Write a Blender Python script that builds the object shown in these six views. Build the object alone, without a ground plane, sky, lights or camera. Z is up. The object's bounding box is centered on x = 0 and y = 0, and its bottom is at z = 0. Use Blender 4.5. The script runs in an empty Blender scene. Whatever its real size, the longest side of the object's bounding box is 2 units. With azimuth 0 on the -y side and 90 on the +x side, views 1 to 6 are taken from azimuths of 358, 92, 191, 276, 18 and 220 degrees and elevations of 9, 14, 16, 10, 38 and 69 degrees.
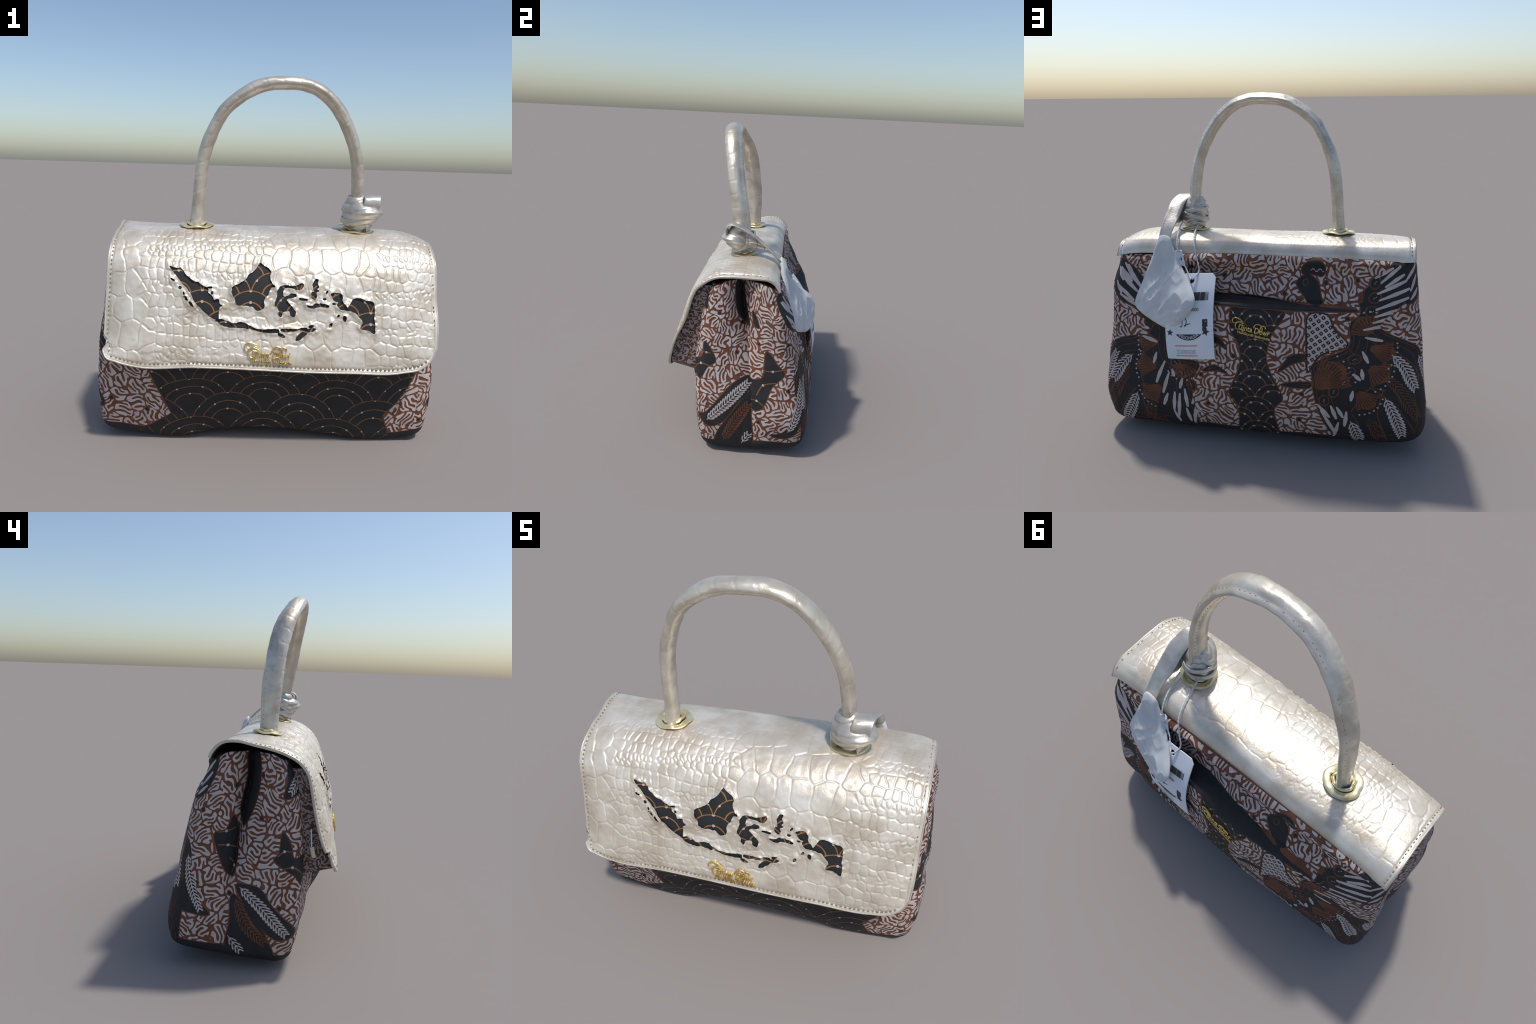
import bpy, math, random
import numpy as np
from mathutils import Vector

rng = np.random.RandomState(7)
random.seed(7)

# ------------------------------------------------------------------ helpers
def curve(t, ts, vs):
    """smooth cubic Hermite through control points, clamped at the ends"""
    t = np.asarray(t, float); ts = np.asarray(ts, float); vs = np.asarray(vs, float)
    m = np.gradient(vs, ts)
    t = np.clip(t, ts[0], ts[-1])
    i = np.clip(np.searchsorted(ts, t) - 1, 0, len(ts) - 2)
    h = ts[i + 1] - ts[i]; u = (t - ts[i]) / h
    return ((2*u**3 - 3*u**2 + 1) * vs[i] + (u**3 - 2*u**2 + u) * h * m[i]
            + (-2*u**3 + 3*u**2) * vs[i + 1] + (u**3 - u**2) * h * m[i + 1])

def sstep(a, b, x):
    u = np.clip((x - a) / (b - a), 0, 1)
    return u * u * (3 - 2 * u)

def noise2(x, y, seed=0, n=64):
    """smooth value noise, one unit per cell, about -1..1"""
    r = np.random.RandomState(seed).uniform(-1, 1, (n, n))
    xi = np.floor(x).astype(int); yi = np.floor(y).astype(int)
    fx = x - xi; fy = y - yi
    fx = fx*fx*(3-2*fx); fy = fy*fy*(3-2*fy)
    a = r[xi % n, yi % n]; b = r[(xi+1) % n, yi % n]
    c = r[xi % n, (yi+1) % n]; d = r[(xi+1) % n, (yi+1) % n]
    return (a*(1-fx)+b*fx)*(1-fy) + (c*(1-fx)+d*fx)*fy

def fbm2(x, y, seed=0, o=3):
    s = 0; a = 1.0
    for k in range(o):
        s = s + a*noise2(x*2**k, y*2**k, seed+k); a *= .5
    return s

def catmull(pts, n=8, closed=False):
    p = np.asarray(pts, float); N = len(p); out = []
    for i in range(N if closed else N - 1):
        if closed:
            a, b, c, d = p[(i-1) % N], p[i], p[(i+1) % N], p[(i+2) % N]
        else:
            a, b, c, d = p[max(i-1, 0)], p[i], p[i+1], p[min(i+2, N-1)]
        for u in np.linspace(0, 1, n, endpoint=False):
            out.append(.5*((2*b) + (c-a)*u + (2*a-5*b+4*c-d)*u*u + (3*b-a-3*c+d)*u**3))
    if not closed:
        out.append(p[-1])
    return np.array(out)

# ------------------------------------------------------------------ materials
def new_mat(name, rough=.6, metal=0., spec=.5):
    m = bpy.data.materials.new(name); m.use_nodes = True
    nt = m.node_tree; b = nt.nodes['Principled BSDF']
    b.inputs['Roughness'].default_value = rough
    b.inputs['Metallic'].default_value = metal
    b.inputs['Specular IOR Level'].default_value = spec
    return m, nt, b

def varied(name, c1, c2, scale=12., rough=.6, metal=0., bump=0., bscale=300., spec=.5, detail=4., lo=.35, hi=.65):
    """two colours mixed by noise on Object coordinates plus fine grain bump"""
    m, nt, b = new_mat(name, rough, metal, spec)
    tc = nt.nodes.new('ShaderNodeTexCoord')
    n = nt.nodes.new('ShaderNodeTexNoise'); n.inputs['Scale'].default_value = scale
    n.inputs['Detail'].default_value = detail
    r = nt.nodes.new('ShaderNodeValToRGB')
    r.color_ramp.elements[0].position = lo; r.color_ramp.elements[1].position = hi
    r.color_ramp.elements[0].color = (*c1, 1); r.color_ramp.elements[1].color = (*c2, 1)
    nt.links.new(tc.outputs['Object'], n.inputs['Vector'])
    nt.links.new(n.outputs['Fac'], r.inputs['Fac'])
    nt.links.new(r.outputs['Color'], b.inputs['Base Color'])
    if bump:
        n2 = nt.nodes.new('ShaderNodeTexNoise'); n2.inputs['Scale'].default_value = bscale
        n2.inputs['Detail'].default_value = 3.
        bp = nt.nodes.new('ShaderNodeBump'); bp.inputs['Strength'].default_value = bump
        bp.inputs['Distance'].default_value = .004
        nt.links.new(tc.outputs['Object'], n2.inputs['Vector'])
        nt.links.new(n2.outputs['Fac'], bp.inputs['Height'])
        nt.links.new(bp.outputs['Normal'], b.inputs['Normal'])
    return m

M_leather = varied('champagne_leather', (.575, .500, .395), (.760, .705, .610), 8., .40, .42, .2, 120.)  # base toned down from the bright top toward the front's baked shading
M_handle = varied('handle_leather', (.50, .45, .365), (.67, .62, .53), 11., .37, .5, .2, 120.)
M_strap = varied('strap_leather', (.44, .41, .36), (.60, .57, .52), 14., .34, .55, .2, 90.)
M_lining = varied('dark_lining', (.030, .022, .018), (.075, .042, .028), 30., .8)
M_brown = varied('batik_brown', (.125, .042, .018), (.175, .060, .026), 14., .75, 0, .12, 500.)
M_white = varied('batik_white', (.44, .375, .355), (.54, .465, .445), 20., .75, 0, .12, 500.)
M_black = varied('batik_black', (.011, .011, .012), (.017, .017, .019), 20., .75, 0, .12, 500.)
M_gold_line = varied('batik_gold', (.15, .066, .024), (.21, .095, .036), 25., .75)
M_gold_bright = varied('batik_bright_gold', (.22, .10, .032), (.30, .145, .05), 25., .75)
M_dot = varied('batik_dot', (.40, .35, .32), (.50, .46, .44), 25., .75)
M_fan = varied('batik_fan_brown', (.10, .034, .014), (.16, .055, .022), 18., .75)
M_metal = varied('gold_metal', (.62, .42, .12), (.80, .60, .22), 30., .28, .85, .1, 200.)
M_ring = varied('pale_gold_metal', (.74, .60, .30), (.92, .83, .56), 18., .28, .7)
M_cloth = varied('white_cloth', (.54, .56, .57), (.66, .67, .67), 9., .8, 0, .2, 250.)
M_paper = varied('white_paper', (.68, .71, .76), (.75, .78, .82), 6., .7)
M_ink = varied('black_ink', (.02, .02, .025), (.04, .04, .05), 40., .7)
M_grey = varied('faded_ink', (.38, .41, .45), (.48, .51, .55), 90., .7)
M_red = varied('red_ink', (.42, .06, .07), (.55, .12, .13), 60., .7)
M_cord = varied('white_cord', (.55, .57, .58), (.7, .72, .72), 60., .8)
M_stitch = varied('stitch_thread', (.20, .155, .105), (.30, .24, .17), 60., .7)

# ------------------------------------------------------------------ object builders
root = bpy.data.objects.new('handbag', None)
bpy.context.scene.collection.objects.link(root)
root['label'] = 'batik fabric handbag with silver crocodile leather flap and handle'
root['category'] = 'handbag'

def add(name, verts, faces, mat, parent=root, smooth=True, stuff=False):
    me = bpy.data.meshes.new(name)
    me.from_pydata(np.asarray(verts).tolist(), [], faces if isinstance(faces, list) else faces.tolist())
    me.materials.append(mat); me.update()
    if smooth:
        me.polygons.foreach_set('use_smooth', [True]*len(me.polygons))
    ob = bpy.data.objects.new(name, me)
    bpy.context.scene.collection.objects.link(ob)
    ob.parent = parent
    if stuff:
        ob['kind'] = 'stuff'
    return ob

def grid_faces(ni, nj, flip=False, wrap_i=False):
    I = np.arange(ni if wrap_i else ni-1); J = np.arange(nj-1)
    i, j = np.meshgrid(I, J, indexing='ij'); i2 = (i+1) % ni
    f = np.stack([i*nj+j, i2*nj+j, i2*nj+j+1, i*nj+j+1], -1).reshape(-1, 4)
    return f[:, ::-1] if flip else f

class Merge:
    def __init__(s): s.v = []; s.f = []; s.n = 0
    def add(s, v, f):
        v = np.asarray(v, float)
        s.v.append(v); s.f += [[int(k)+s.n for k in q] for q in f]; s.n += len(v)
    def build(s, name, mat, **k): return add(name, np.concatenate(s.v), s.f, mat, **k)

def sweep(path, prof, up, closed=False, scale=None, cap=True):
    """loft profile (k,2) along path; profile x along side vector, y along the given up direction"""
    path = np.asarray(path, float); n = len(path); prof = np.asarray(prof, float); k = len(prof)
    T = np.gradient(path, axis=0) if not closed else (np.roll(path, -1, 0)-np.roll(path, 1, 0))
    T /= np.linalg.norm(T, axis=1)[:, None]
    U = np.broadcast_to(np.asarray(up, float), (n, 3)).copy()
    U -= (U*T).sum(1)[:, None]*T; U /= np.linalg.norm(U, axis=1)[:, None]
    S = np.cross(T, U)
    sc = np.ones((n, 2)) if scale is None else np.asarray(scale, float)
    V = path[:, None] + prof[None, :, 0, None]*sc[:, None, 0, None]*S[:, None] + prof[None, :, 1, None]*sc[:, None, 1, None]*U[:, None]
    f = []
    for i in range(n if closed else n-1):
        a = i*k; b = ((i+1) % n)*k
        for j in range(k):
            f.append([a+j, a+(j+1) % k, b+(j+1) % k, b+j])
    if cap and not closed:
        f.append(list(range(k))[::-1]); f.append([(n-1)*k+j for j in range(k)])
    return V.reshape(-1, 3), f

def ring_prof(a, b, k=10, p=2.):
    th = np.linspace(0, 2*np.pi, k, endpoint=False); c, s = np.cos(th), np.sin(th)
    return np.stack([a*np.sign(c)*np.abs(c)**(2/p), b*np.sign(s)*np.abs(s)**(2/p)], -1)

# ------------------------------------------------------------------ gridded surface with printed layers
class Surf:
    """positions on a regular grid; fields on the grid become raised printed layers by marching squares"""
    def __init__(s, A, B, P):
        s.A, s.B, s.P = A, B, P
        da = np.gradient(P, axis=0); db = np.gradient(P, axis=1)
        N = np.cross(da, db); s.N = N/np.maximum(np.linalg.norm(N, axis=2), 1e-12)[..., None]
    def at(s, ij, off=0.):
        i = np.clip(ij[:, 0], 0, s.A.shape[0]-1.001); j = np.clip(ij[:, 1], 0, s.A.shape[1]-1.001)
        i0 = i.astype(int); j0 = j.astype(int); u = (i-i0)[:, None]; v = (j-j0)[:, None]
        g = lambda Q: (Q[i0, j0]*(1-u)+Q[i0+1, j0]*u)*(1-v)+(Q[i0, j0+1]*(1-u)+Q[i0+1, j0+1]*u)*v
        return g(s.P)+off*g(s.N)

CASES = {1: [0, 'e0', 'e3'], 2: [1, 'e1', 'e0'], 3: [0, 1, 'e1', 'e3'], 4: [2, 'e2', 'e1'],
         5: [0, 'e0', 'e1', 2, 'e2', 'e3'], 6: [1, 2, 'e2', 'e0'], 7: [0, 1, 2, 'e2', 'e3'],
         8: [3, 'e3', 'e2'], 9: [0, 'e0', 'e2', 3], 10: [1, 'e1', 'e2', 3, 'e3', 'e0'],
         11: [0, 1, 'e1', 'e2', 3], 12: [2, 3, 'e3', 'e1'], 13: [0, 'e0', 'e1', 2, 3],
         14: [1, 2, 3, 'e3', 'e0'], 15: [0, 1, 2, 3]}

def marching(F):
    """polygons of F>0; returns vertex grid coordinates and faces"""
    ni, nj = F.shape
    ins = F > 0
    code = ins[:-1, :-1]*1 + ins[1:, :-1]*2 + ins[1:, 1:]*4 + ins[:-1, 1:]*8
    nv = ni*nj
    faces = []
    used = []
    for c, poly in CASES.items():
        I, J = np.nonzero(code == c)
        if len(I) == 0: continue
        col = {0: I*nj+J, 1: (I+1)*nj+J, 2: (I+1)*nj+J+1, 3: I*nj+J+1,
               'e0': nv+I*nj+J, 'e2': nv+I*nj+J+1,            # edges along i
               'e3': 2*nv+I*nj+J, 'e1': 2*nv+(I+1)*nj+J}      # edges along j
        faces.append(np.stack([col[k] for k in poly], -1))
    if not faces: return np.zeros((0, 2)), []
    ids = np.unique(np.concatenate([f.ravel() for f in faces]))
    kind = ids // nv; k = ids % nv; i = k // nj; j = k % nj
    pos = np.stack([i, j], -1).astype(float)
    m = kind == 1
    f0 = F[i[m], j[m]]; f1 = F[i[m]+1, j[m]]; pos[m, 0] += np.clip(f0/(f0-f1), .02, .98)
    m = kind == 2
    f0 = F[i[m], j[m]]; f1 = F[i[m], j[m]+1]; pos[m, 1] += np.clip(f0/(f0-f1), .02, .98)
    out = []
    for f in faces: out += np.searchsorted(ids, f).tolist()
    return pos, out

def layer(name, surf, F, off, mat, parent, flip=False, stuff=True):
    pos, f = marching(F)
    if not f: return None
    if flip: f = [q[::-1] for q in f]
    return add(name, surf.at(pos, off), f, mat, parent=parent, stuff=stuff)

def window(A, B, pts, m):
    p = np.asarray(pts)
    ok = np.nonzero(((A > p[:, 0].min()-m) & (A < p[:, 0].max()+m) & (B > p[:, 1].min()-m) & (B < p[:, 1].max()+m)))
    return ok

def sd_poly(A, B, pts):
    """signed distance, positive inside"""
    p = np.asarray(pts, float); q = np.roll(p, -1, 0)
    d = np.full(A.shape, 1e9); inside = np.zeros(A.shape, bool)
    for (ax, ay), (bx, by) in zip(p, q):
        ex, ey = bx-ax, by-ay; L = ex*ex+ey*ey+1e-12
        t = np.clip(((A-ax)*ex+(B-ay)*ey)/L, 0, 1)
        d = np.minimum(d, np.hypot(A-ax-t*ex, B-ay-t*ey))
        c = (ay > B) != (by > B)
        inside ^= c & (A < (bx-ax)*(B-ay)/((by-ay) if by != ay else 1e-12)+ax)
    return np.where(inside, d, -d)

class Field:
    def __init__(s, A, B, val=-1.): s.A, s.B = A, B; s.F = np.full(A.shape, val)
    def put(s, w, v): s.F[w] = np.maximum(s.F[w], v)
    def poly(s, pts, smooth=True, grow=0.):
        p = catmull(pts, 5, True) if smooth else np.asarray(pts)
        w = window(s.A, s.B, p, .03)
        if len(w[0]): s.put(w, sd_poly(s.A[w], s.B[w], p)+grow)
    def line(s, pts, r0, r1=None):
        """tapered polyline"""
        r1 = r0 if r1 is None else r1
        p = np.asarray(pts, float); n = len(p)-1
        w = window(s.A, s.B, p, .03+max(r0, r1))
        if not len(w[0]): return
        A, B = s.A[w], s.B[w]; best = np.full(A.shape, -1e9)
        for k in range(n):
            (ax, ay), (bx, by) = p[k], p[k+1]
            ex, ey = bx-ax, by-ay; L = ex*ex+ey*ey+1e-12
            t = np.clip(((A-ax)*ex+(B-ay)*ey)/L, 0, 1)
            r = r0+(r1-r0)*(k+t)/n
            best = np.maximum(best, r-np.hypot(A-ax-t*ex, B-ay-t*ey))
        s.put(w, best)
    def dot(s, a, b, r, e=1., rot=0.):
        w = window(s.A, s.B, [(a, b)], .03+2*r*max(e, 1))
        if not len(w[0]): return
        x = s.A[w]-a; y = s.B[w]-b; c, d = math.cos(rot), math.sin(rot)
        X = x*c+y*d; Y = -x*d+y*c
        s.put(w, r-np.hypot(X/e, Y))
    def feather(s, a, b, r):
        a = np.asarray(a, float); b = np.asarray(b, float); m = a*.45+b*.55
        s.line([a, m], r*.45, r); s.line([m, b], r, r*.6)
    def fern(s, pts, n=9, length=.042, r=.0038, lead=0.):
        p = catmull(pts, 12); seg = np.r_[0, np.cumsum(np.hypot(*np.diff(p, axis=0).T))]
        n = max(3, int(seg[-1]/.0215))
        s.line(p, r*.55)
        for k in range(n):
            u = (k+.6)/n; d = u*seg[-1]
            c = np.array([np.interp(d, seg, p[:, 0]), np.interp(d, seg, p[:, 1])])
            e = np.array([np.interp(d+.01, seg, p[:, 0]), np.interp(d+.01, seg, p[:, 1])])-c
            if np.hypot(*e) < 1e-6: e = p[-1]-p[-2]
            e /= np.hypot(*e); nn = np.array([-e[1], e[0]])
            l = length*(.55+.6*math.sin(math.pi*min(1, u*.9+.1)))
            for sg in (1, -1):
                t1 = c+e*l*.35+nn*sg*l*.35; t2 = c+e*l*.85+nn*sg*l*.62
                s.line([c, t1, t2], r*.7, r*1.15)

def scales(A, B, R, row, ox=0., oy=0., rings=(1., .70, .42), w=.0035):
    """overlapping fan scales: line field and dot field"""
    best_r = np.full(A.shape, np.nan); done = np.zeros(A.shape, bool); bx = np.zeros(A.shape); by = np.zeros(A.shape)
    j0 = int(np.floor((B.min()-oy-R)/row))-1; j1 = int(np.ceil((B.max()-oy)/row))+1
    for j in range(j0, j1+1):
        cy = oy+j*row; sh = ox+(j % 2)*R
        cx = np.round((A-sh)/(2*R))*2*R+sh
        r = np.hypot(A-cx, B-cy); m = (~done) & (r < R+w) & (B > cy-.02*R)
        best_r[m] = r[m]; bx[m] = (A-cx)[m]; by[m] = (B-cy)[m]; done |= m
    r = np.where(done, best_r, 9.)
    L = np.full(A.shape, -1.); D = np.full(A.shape, -1.)
    for k in rings:
        L = np.maximum(L, w-np.abs(r-k*R))
        for a in (40, 90, 140) if k > .8 else ((62, 118) if k > .55 else (90,)):
            cx, cy = k*R*math.cos(math.radians(a)), k*R*math.sin(math.radians(a))
            D = np.maximum(D, 2.3*w-np.hypot(bx-cx, by-cy))
    D = np.where(done, D, -1.)
    return L, D

# ================================================================== BODY
DX, Y0, DY, RC = .91, -.27, .69, .085      # nominal half width, front, depth, corner radius
def nominal_ring(n=6000):
    a = DX; c = []
    def arc(cx, cy, t0):
        return [(cx+RC*math.cos(t), cy+RC*math.sin(t)) for t in np.linspace(t0, t0+math.pi/2, 60)]
    c += arc(a-RC, Y0+RC, -math.pi/2); c += arc(a-RC, Y0+DY-RC, 0); c += arc(-a+RC, Y0+DY-RC, math.pi/2); c += arc(-a+RC, Y0+RC, math.pi)
    c = np.array(c); c = np.vstack([c, c[:1]])
    d = np.r_[0, np.cumsum(np.hypot(*np.diff(c, axis=0).T))]
    s = np.linspace(0, d[-1], n)
    return s, np.interp(s, d, c[:, 0]), np.interp(s, d, c[:, 1]), d[-1]
RS, RX, RY, PERI = nominal_ring()
# s starts at the lower right front corner: right gusset, back, left gusset, front
H_TOP = 1.10
xl = lambda t: curve(t, [0, .15, .35, .55, .8, 1.0, 1.12], [-.930, -.944, -.948, -.936, -.908, -.888, -.868])
xr = lambda t: curve(t, [0, .15, .35, .55, .8, .95, 1.12], [.892, .908, .912, .893, .878, .880, .868])
yf = lambda t: curve(t, [0, .15, .4, .55, .7, .9, 1.12], [-.232, -.268, -.282, -.288, -.278, -.258, -.20])
yb = lambda t: curve(t, [0, .12, .3, .45, .55, .7, .9, 1.03, 1.12], [.384, .404, .385, .351, .325, .298, .266, .224, .208])
bul = lambda t: curve(t, [0, .2, .4, .55, .7, .82, 1.0, 1.1], [.02, .060, .104, .122, .120, .102, .035, .008])

def floor_z(x, y):
    f = curve(x, [-.93, -.75, -.52, -.25, .15, .34, .52, .82, .92], [.038, .034, .006, .052, .053, .026, .002, .016, .028])
    b = curve(x, [-.95, -.88, -.735, -.45, 0, .6, .85, .92], [.110, .090, .073, .066, .062, .055, .056, .068])
    v = sstep(-.25, .42, y)
    mid = .02*np.exp(-((y-.05)/.2)**2)
    return f*(1-v)+b*v-mid*.3*v

def body_pos(s, t):
    X = np.interp(s, RS, RX); Y = np.interp(s, RS, RY)
    u = X/DX; v = (Y-Y0)/DY
    r = .046
    k = np.clip(1-t/r, 0, 1); inset = r*(1-np.sqrt(np.maximum(0, 1-k*k)))*.85
    k2 = np.clip((t-(H_TOP-.05))/.05, 0, 1); inset = inset+.014*(1-np.sqrt(np.maximum(0, 1-k2*k2)))
    # the bag is a little wider at the back than at the front
    wid = 1-sstep(.88, 1.12, t)
    a, b = xl(t)+inset+.012-.004*v-.030*v*sstep(.4, .1, t), xr(t)-inset+.004+.004*v+.036*v*wid
    c, d = yf(t)+inset, yb(t)-inset
    x = a+(u+1)/2*(b-a); y = c+v*(d-c)
    # back panel bulge, pocket lip and the recess above it
    back = sstep(.86, 1., v)*sstep(1., .93, np.abs(u))
    px = (1-np.abs(np.where(u > -.12, (u+.12)/1.12, (u+.12)/.88))**1.6)
    base = bul(t)*px
    inpk = sstep(-.70, -.48, x)*sstep(.66, .50, x)
    lip_z = .838-.02*np.exp(-((x+.05)/.3)**2)*0
    up = np.maximum(t-lip_z, 0)
    wide = .036+.050*np.exp(-((x-.22)/.32)**2)
    rec = np.where(t > lip_z, sstep(0, .010, up)*(.040*sstep(-.6, -.05, x)*np.exp(-(up/.028)**2)+wide*sstep(1.08, .96, t)), 0)*inpk
    lip = .005*np.exp(-((t-lip_z+.012)/.014)**2)*inpk
    seam = -.006*np.exp(-((t-.815)/.007)**2)*inpk
    top_seam = .010*np.exp(-((t-1.075)/.018)**2)
    y = y+(base-rec+lip+seam+top_seam)*back
    # front panel bulge low down
    front = sstep(.14, 0., v)*sstep(1., .93, np.abs(u))
    y = y-front*sstep(.93, .45, np.abs(u))*(.102*np.exp(-((t-.44)/.13)**2)+.022*np.exp(-((t-.18)/.12)**2))
    # gusset folds: two soft halves meeting in a crease that deepens upwards
    for sg in (1, -1):
        side = sstep(.90, 1., u*sg)
        vc = (curve(t, [0, .25, .5, 1.1], [.51, .52, .55, .45]) if sg > 0 else curve(t, [0, .3, .6, 1.1], [.57, .58, .58, .50]))
        depth = (curve(t, [0, .15, .5, .7, .85, 1.0, 1.1], [.006, .014, .042, .095, .150, .165, .14]) if sg > 0 else
                 curve(t, [0, .15, .4, .6, .8, 1.0, 1.1], [.010, .022, .050, .105, .145, .155, .12]))
        wd = curve(t, [0, .5, 1.1], [.05, .080, .115])
        q = np.abs(v-vc)
        lobe = np.sin(np.clip(v, 0, 1)*2*np.pi)**2*sstep(0, .2, t)
        x = x-sg*side*(depth*np.exp(-q/wd)-(.012 if sg > 0 else .012)*lobe)
    # soft cloth unevenness
    wv = .006*noise2(s*5.+3, t*5., 11)+.0035*noise2(s*11., t*11.+5, 12)
    x = x+wv*np.sign(u)*sstep(.8, 1., np.abs(u)); y = y+wv*np.where(v > .5, 1, -1)*sstep(1, .8, np.abs(u))
    fz = floor_z(x, y)
    z = fz+t*(H_TOP-fz)/H_TOP
    droop = -.03*sstep(.2, .9, u)*sstep(.6, 1.1, t)
    lift = .030*sstep(.92, 1.1, t)*sstep(.9, .5, np.abs(2*v-1))
    return np.stack([x, y, z+droop+lift], -1)

STEP = .0035
NS = int(PERI/STEP)//2*2; NT = int(H_TOP/STEP)
sg_, tg_ = np.meshgrid(np.linspace(0, PERI, NS+1), np.linspace(0, H_TOP, NT+1), indexing='ij')
SP = body_pos(sg_, tg_)
SP[-1] = SP[0]
SURF = Surf(sg_, tg_, SP)
SURF.N[-1] = SURF.N[0]

# base cloth mesh with underside and top closed
sub = SP[::2][:-1][:, ::2]; ni, nj, _ = sub.shape
V = [sub.reshape(-1, 3)]; Fc = grid_faces(ni, nj, wrap_i=True).tolist(); nb = ni*nj
prev = np.arange(ni)*nj
for k in (.93, .8, .6, .35, .12):
    r0 = sub[:, 0].copy()
    x = r0[:, 0]*(1-(1-k)*.5); y = .08+(r0[:, 1]-.08)*k
    V.append(np.stack([x, y, np.maximum(floor_z(x, y)-.004*(1-k), .0)], -1))
    cur = np.arange(nb, nb+ni); nb += ni
    for i in range(ni):
        Fc.append([int(prev[i]), int(cur[i]), int(cur[(i+1) % ni]), int(prev[(i+1) % ni])])
    prev = cur
Fc.append([int(k) for k in prev[::-1]])
top = [int(i*nj+nj-1) for i in range(ni)]
Fc.append(top)
body = add('body', np.concatenate(V), Fc, M_brown)

# ---- print coordinates: physical (x|y, z) of each panel to (s,t)
def along(key, ss, q):
    """interpolate with straight extrapolation past the panel ends"""
    o = np.argsort(key); k, r = key[o], ss[o]; sg = 1. if r[-1] > r[0] else -1.
    return np.interp(q, k, r)+sg*(np.maximum(q-k[-1], 0)-np.maximum(k[0]-q, 0))
def s_back(x):
    m = (RY > Y0+DY-RC*.9) & (np.abs(RX) < DX-RC*.1)
    return along(RX[m], RS[m], x)
def s_side(y, right):
    m = (RX > DX-RC*.9) if right else (RX < -DX+RC*.9)
    m &= (RY > Y0+RC*.1) & (RY < Y0+DY-RC*.1)
    return along(RY[m], RS[m], y)
def t_of(z): return np.clip((np.asarray(z)-.05)*H_TOP/(H_TOP-.05), 0, H_TOP)
def back(pts):
    p = np.asarray(pts, float).reshape(-1, 2)
    return np.stack([s_back((p[:, 0]+.005)/.955*DX), t_of(p[:, 1])], -1)
def gusset(pts, side):
    p = np.asarray(pts, float).reshape(-1, 2); t = t_of(p[:, 1])
    v = (p[:, 0]-yf(t))/(yb(t)-yf(t))
    return np.stack([s_side(Y0+v*DY, side == 'right'), t], -1)
def frontp(pts):
    p = np.asarray(pts, float).reshape(-1, 2)
    u = (p[:, 0]+.02)/.92*DX
    m = (RY < Y0+RC*.99) & (np.abs(RX) < DX-RC*.3)
    key = RX[m]; ss = np.where(RS[m] < 1., RS[m]+PERI, RS[m]); o = np.argsort(key)
    return np.stack([np.interp(u, key[o], ss[o]), t_of(p[:, 1])], -1)

A, B = sg_, tg_
K = Field(A, B); WH = Field(A, B); GO = Field(A, B); DO = Field(A, B); FA = Field(A, B)

# right gusset motifs (y, z)
R = lambda p: gusset(p, 'right')
leaf_ra = [(-.253, .274), (-.199, .30), (-.075, .46), (.04, .532), (.051, .448), (-.022, .357), (-.098, .247), (-.187, .208)]
leaf_rb = [(-.143, .07), (-.121, .185), (-.022, .335), (.053, .427), (.075, .25), (.079, .07), (-.043, .055)]
leaf_rc = [(.203, .155), (.29, .195), (.337, .33), (.356, .534), (.385, .483), (.38, .30), (.35, .178), (.283, .139)]
for l in (leaf_ra, leaf_rb, leaf_rc): K.poly(R(l))
WH.fern(R([(-.197, .245), (-.072, .375), (.043, .49)]), 11, .046)
WH.fern(R([(.301, .185), (.352, .31), (.366, .493)]), 10, .040)
FA.fern(R([(-.094, .109), (-.019, .248), (.051, .352)]), 9, .05)
WH.fern(R([(.02, .09), (.06, .15)]), 4, .035)
for p in ([(-.227, .737), (-.193, .708), (-.155, .628), (-.205, .583), (-.252, .506), (-.302, .597), (-.24, .643)],
          [(.148, .701), (.219, .618), (.262, .559), (.192, .48), (.135, .336), (.069, .337), (.056, .491), (.136, .539)],
          [(-.274, .99), (-.219, 1.057), (-.215, .959)], [(-.052, 1.102), (-.008, 1.027), (.037, .841), (-.021, .887), (-.053, .984)],
          [(.052, .942), (.071, .933), (.098, .855), (.065, .863)], [(.19, 1.05), (.23, 1.06), (.31, .95), (.31, .86), (.25, .90)]):
    K.poly(R(p))
for a, b in (((.215, 1.02), (.275, .95)), ((.25, .935), (.295, .87)), ((.245, 1.04), (.30, .98))): WH.feather(*R([a, b]), .012)
for p in ([(-.285, .56), (-.244, .601), (-.185, .589)], [(.102, .42), (.138, .487), (.215, .508)], [(.144, .582), (.192, .58), (.249, .589)],
          [(.07, .385), (.104, .383), (.144, .359)], [(-.235, .674), (-.187, .672)]):
    q = catmull(R(p), 6); GO.line(q, .0035); DO.dot(*q[len(q)//2], .008)
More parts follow.
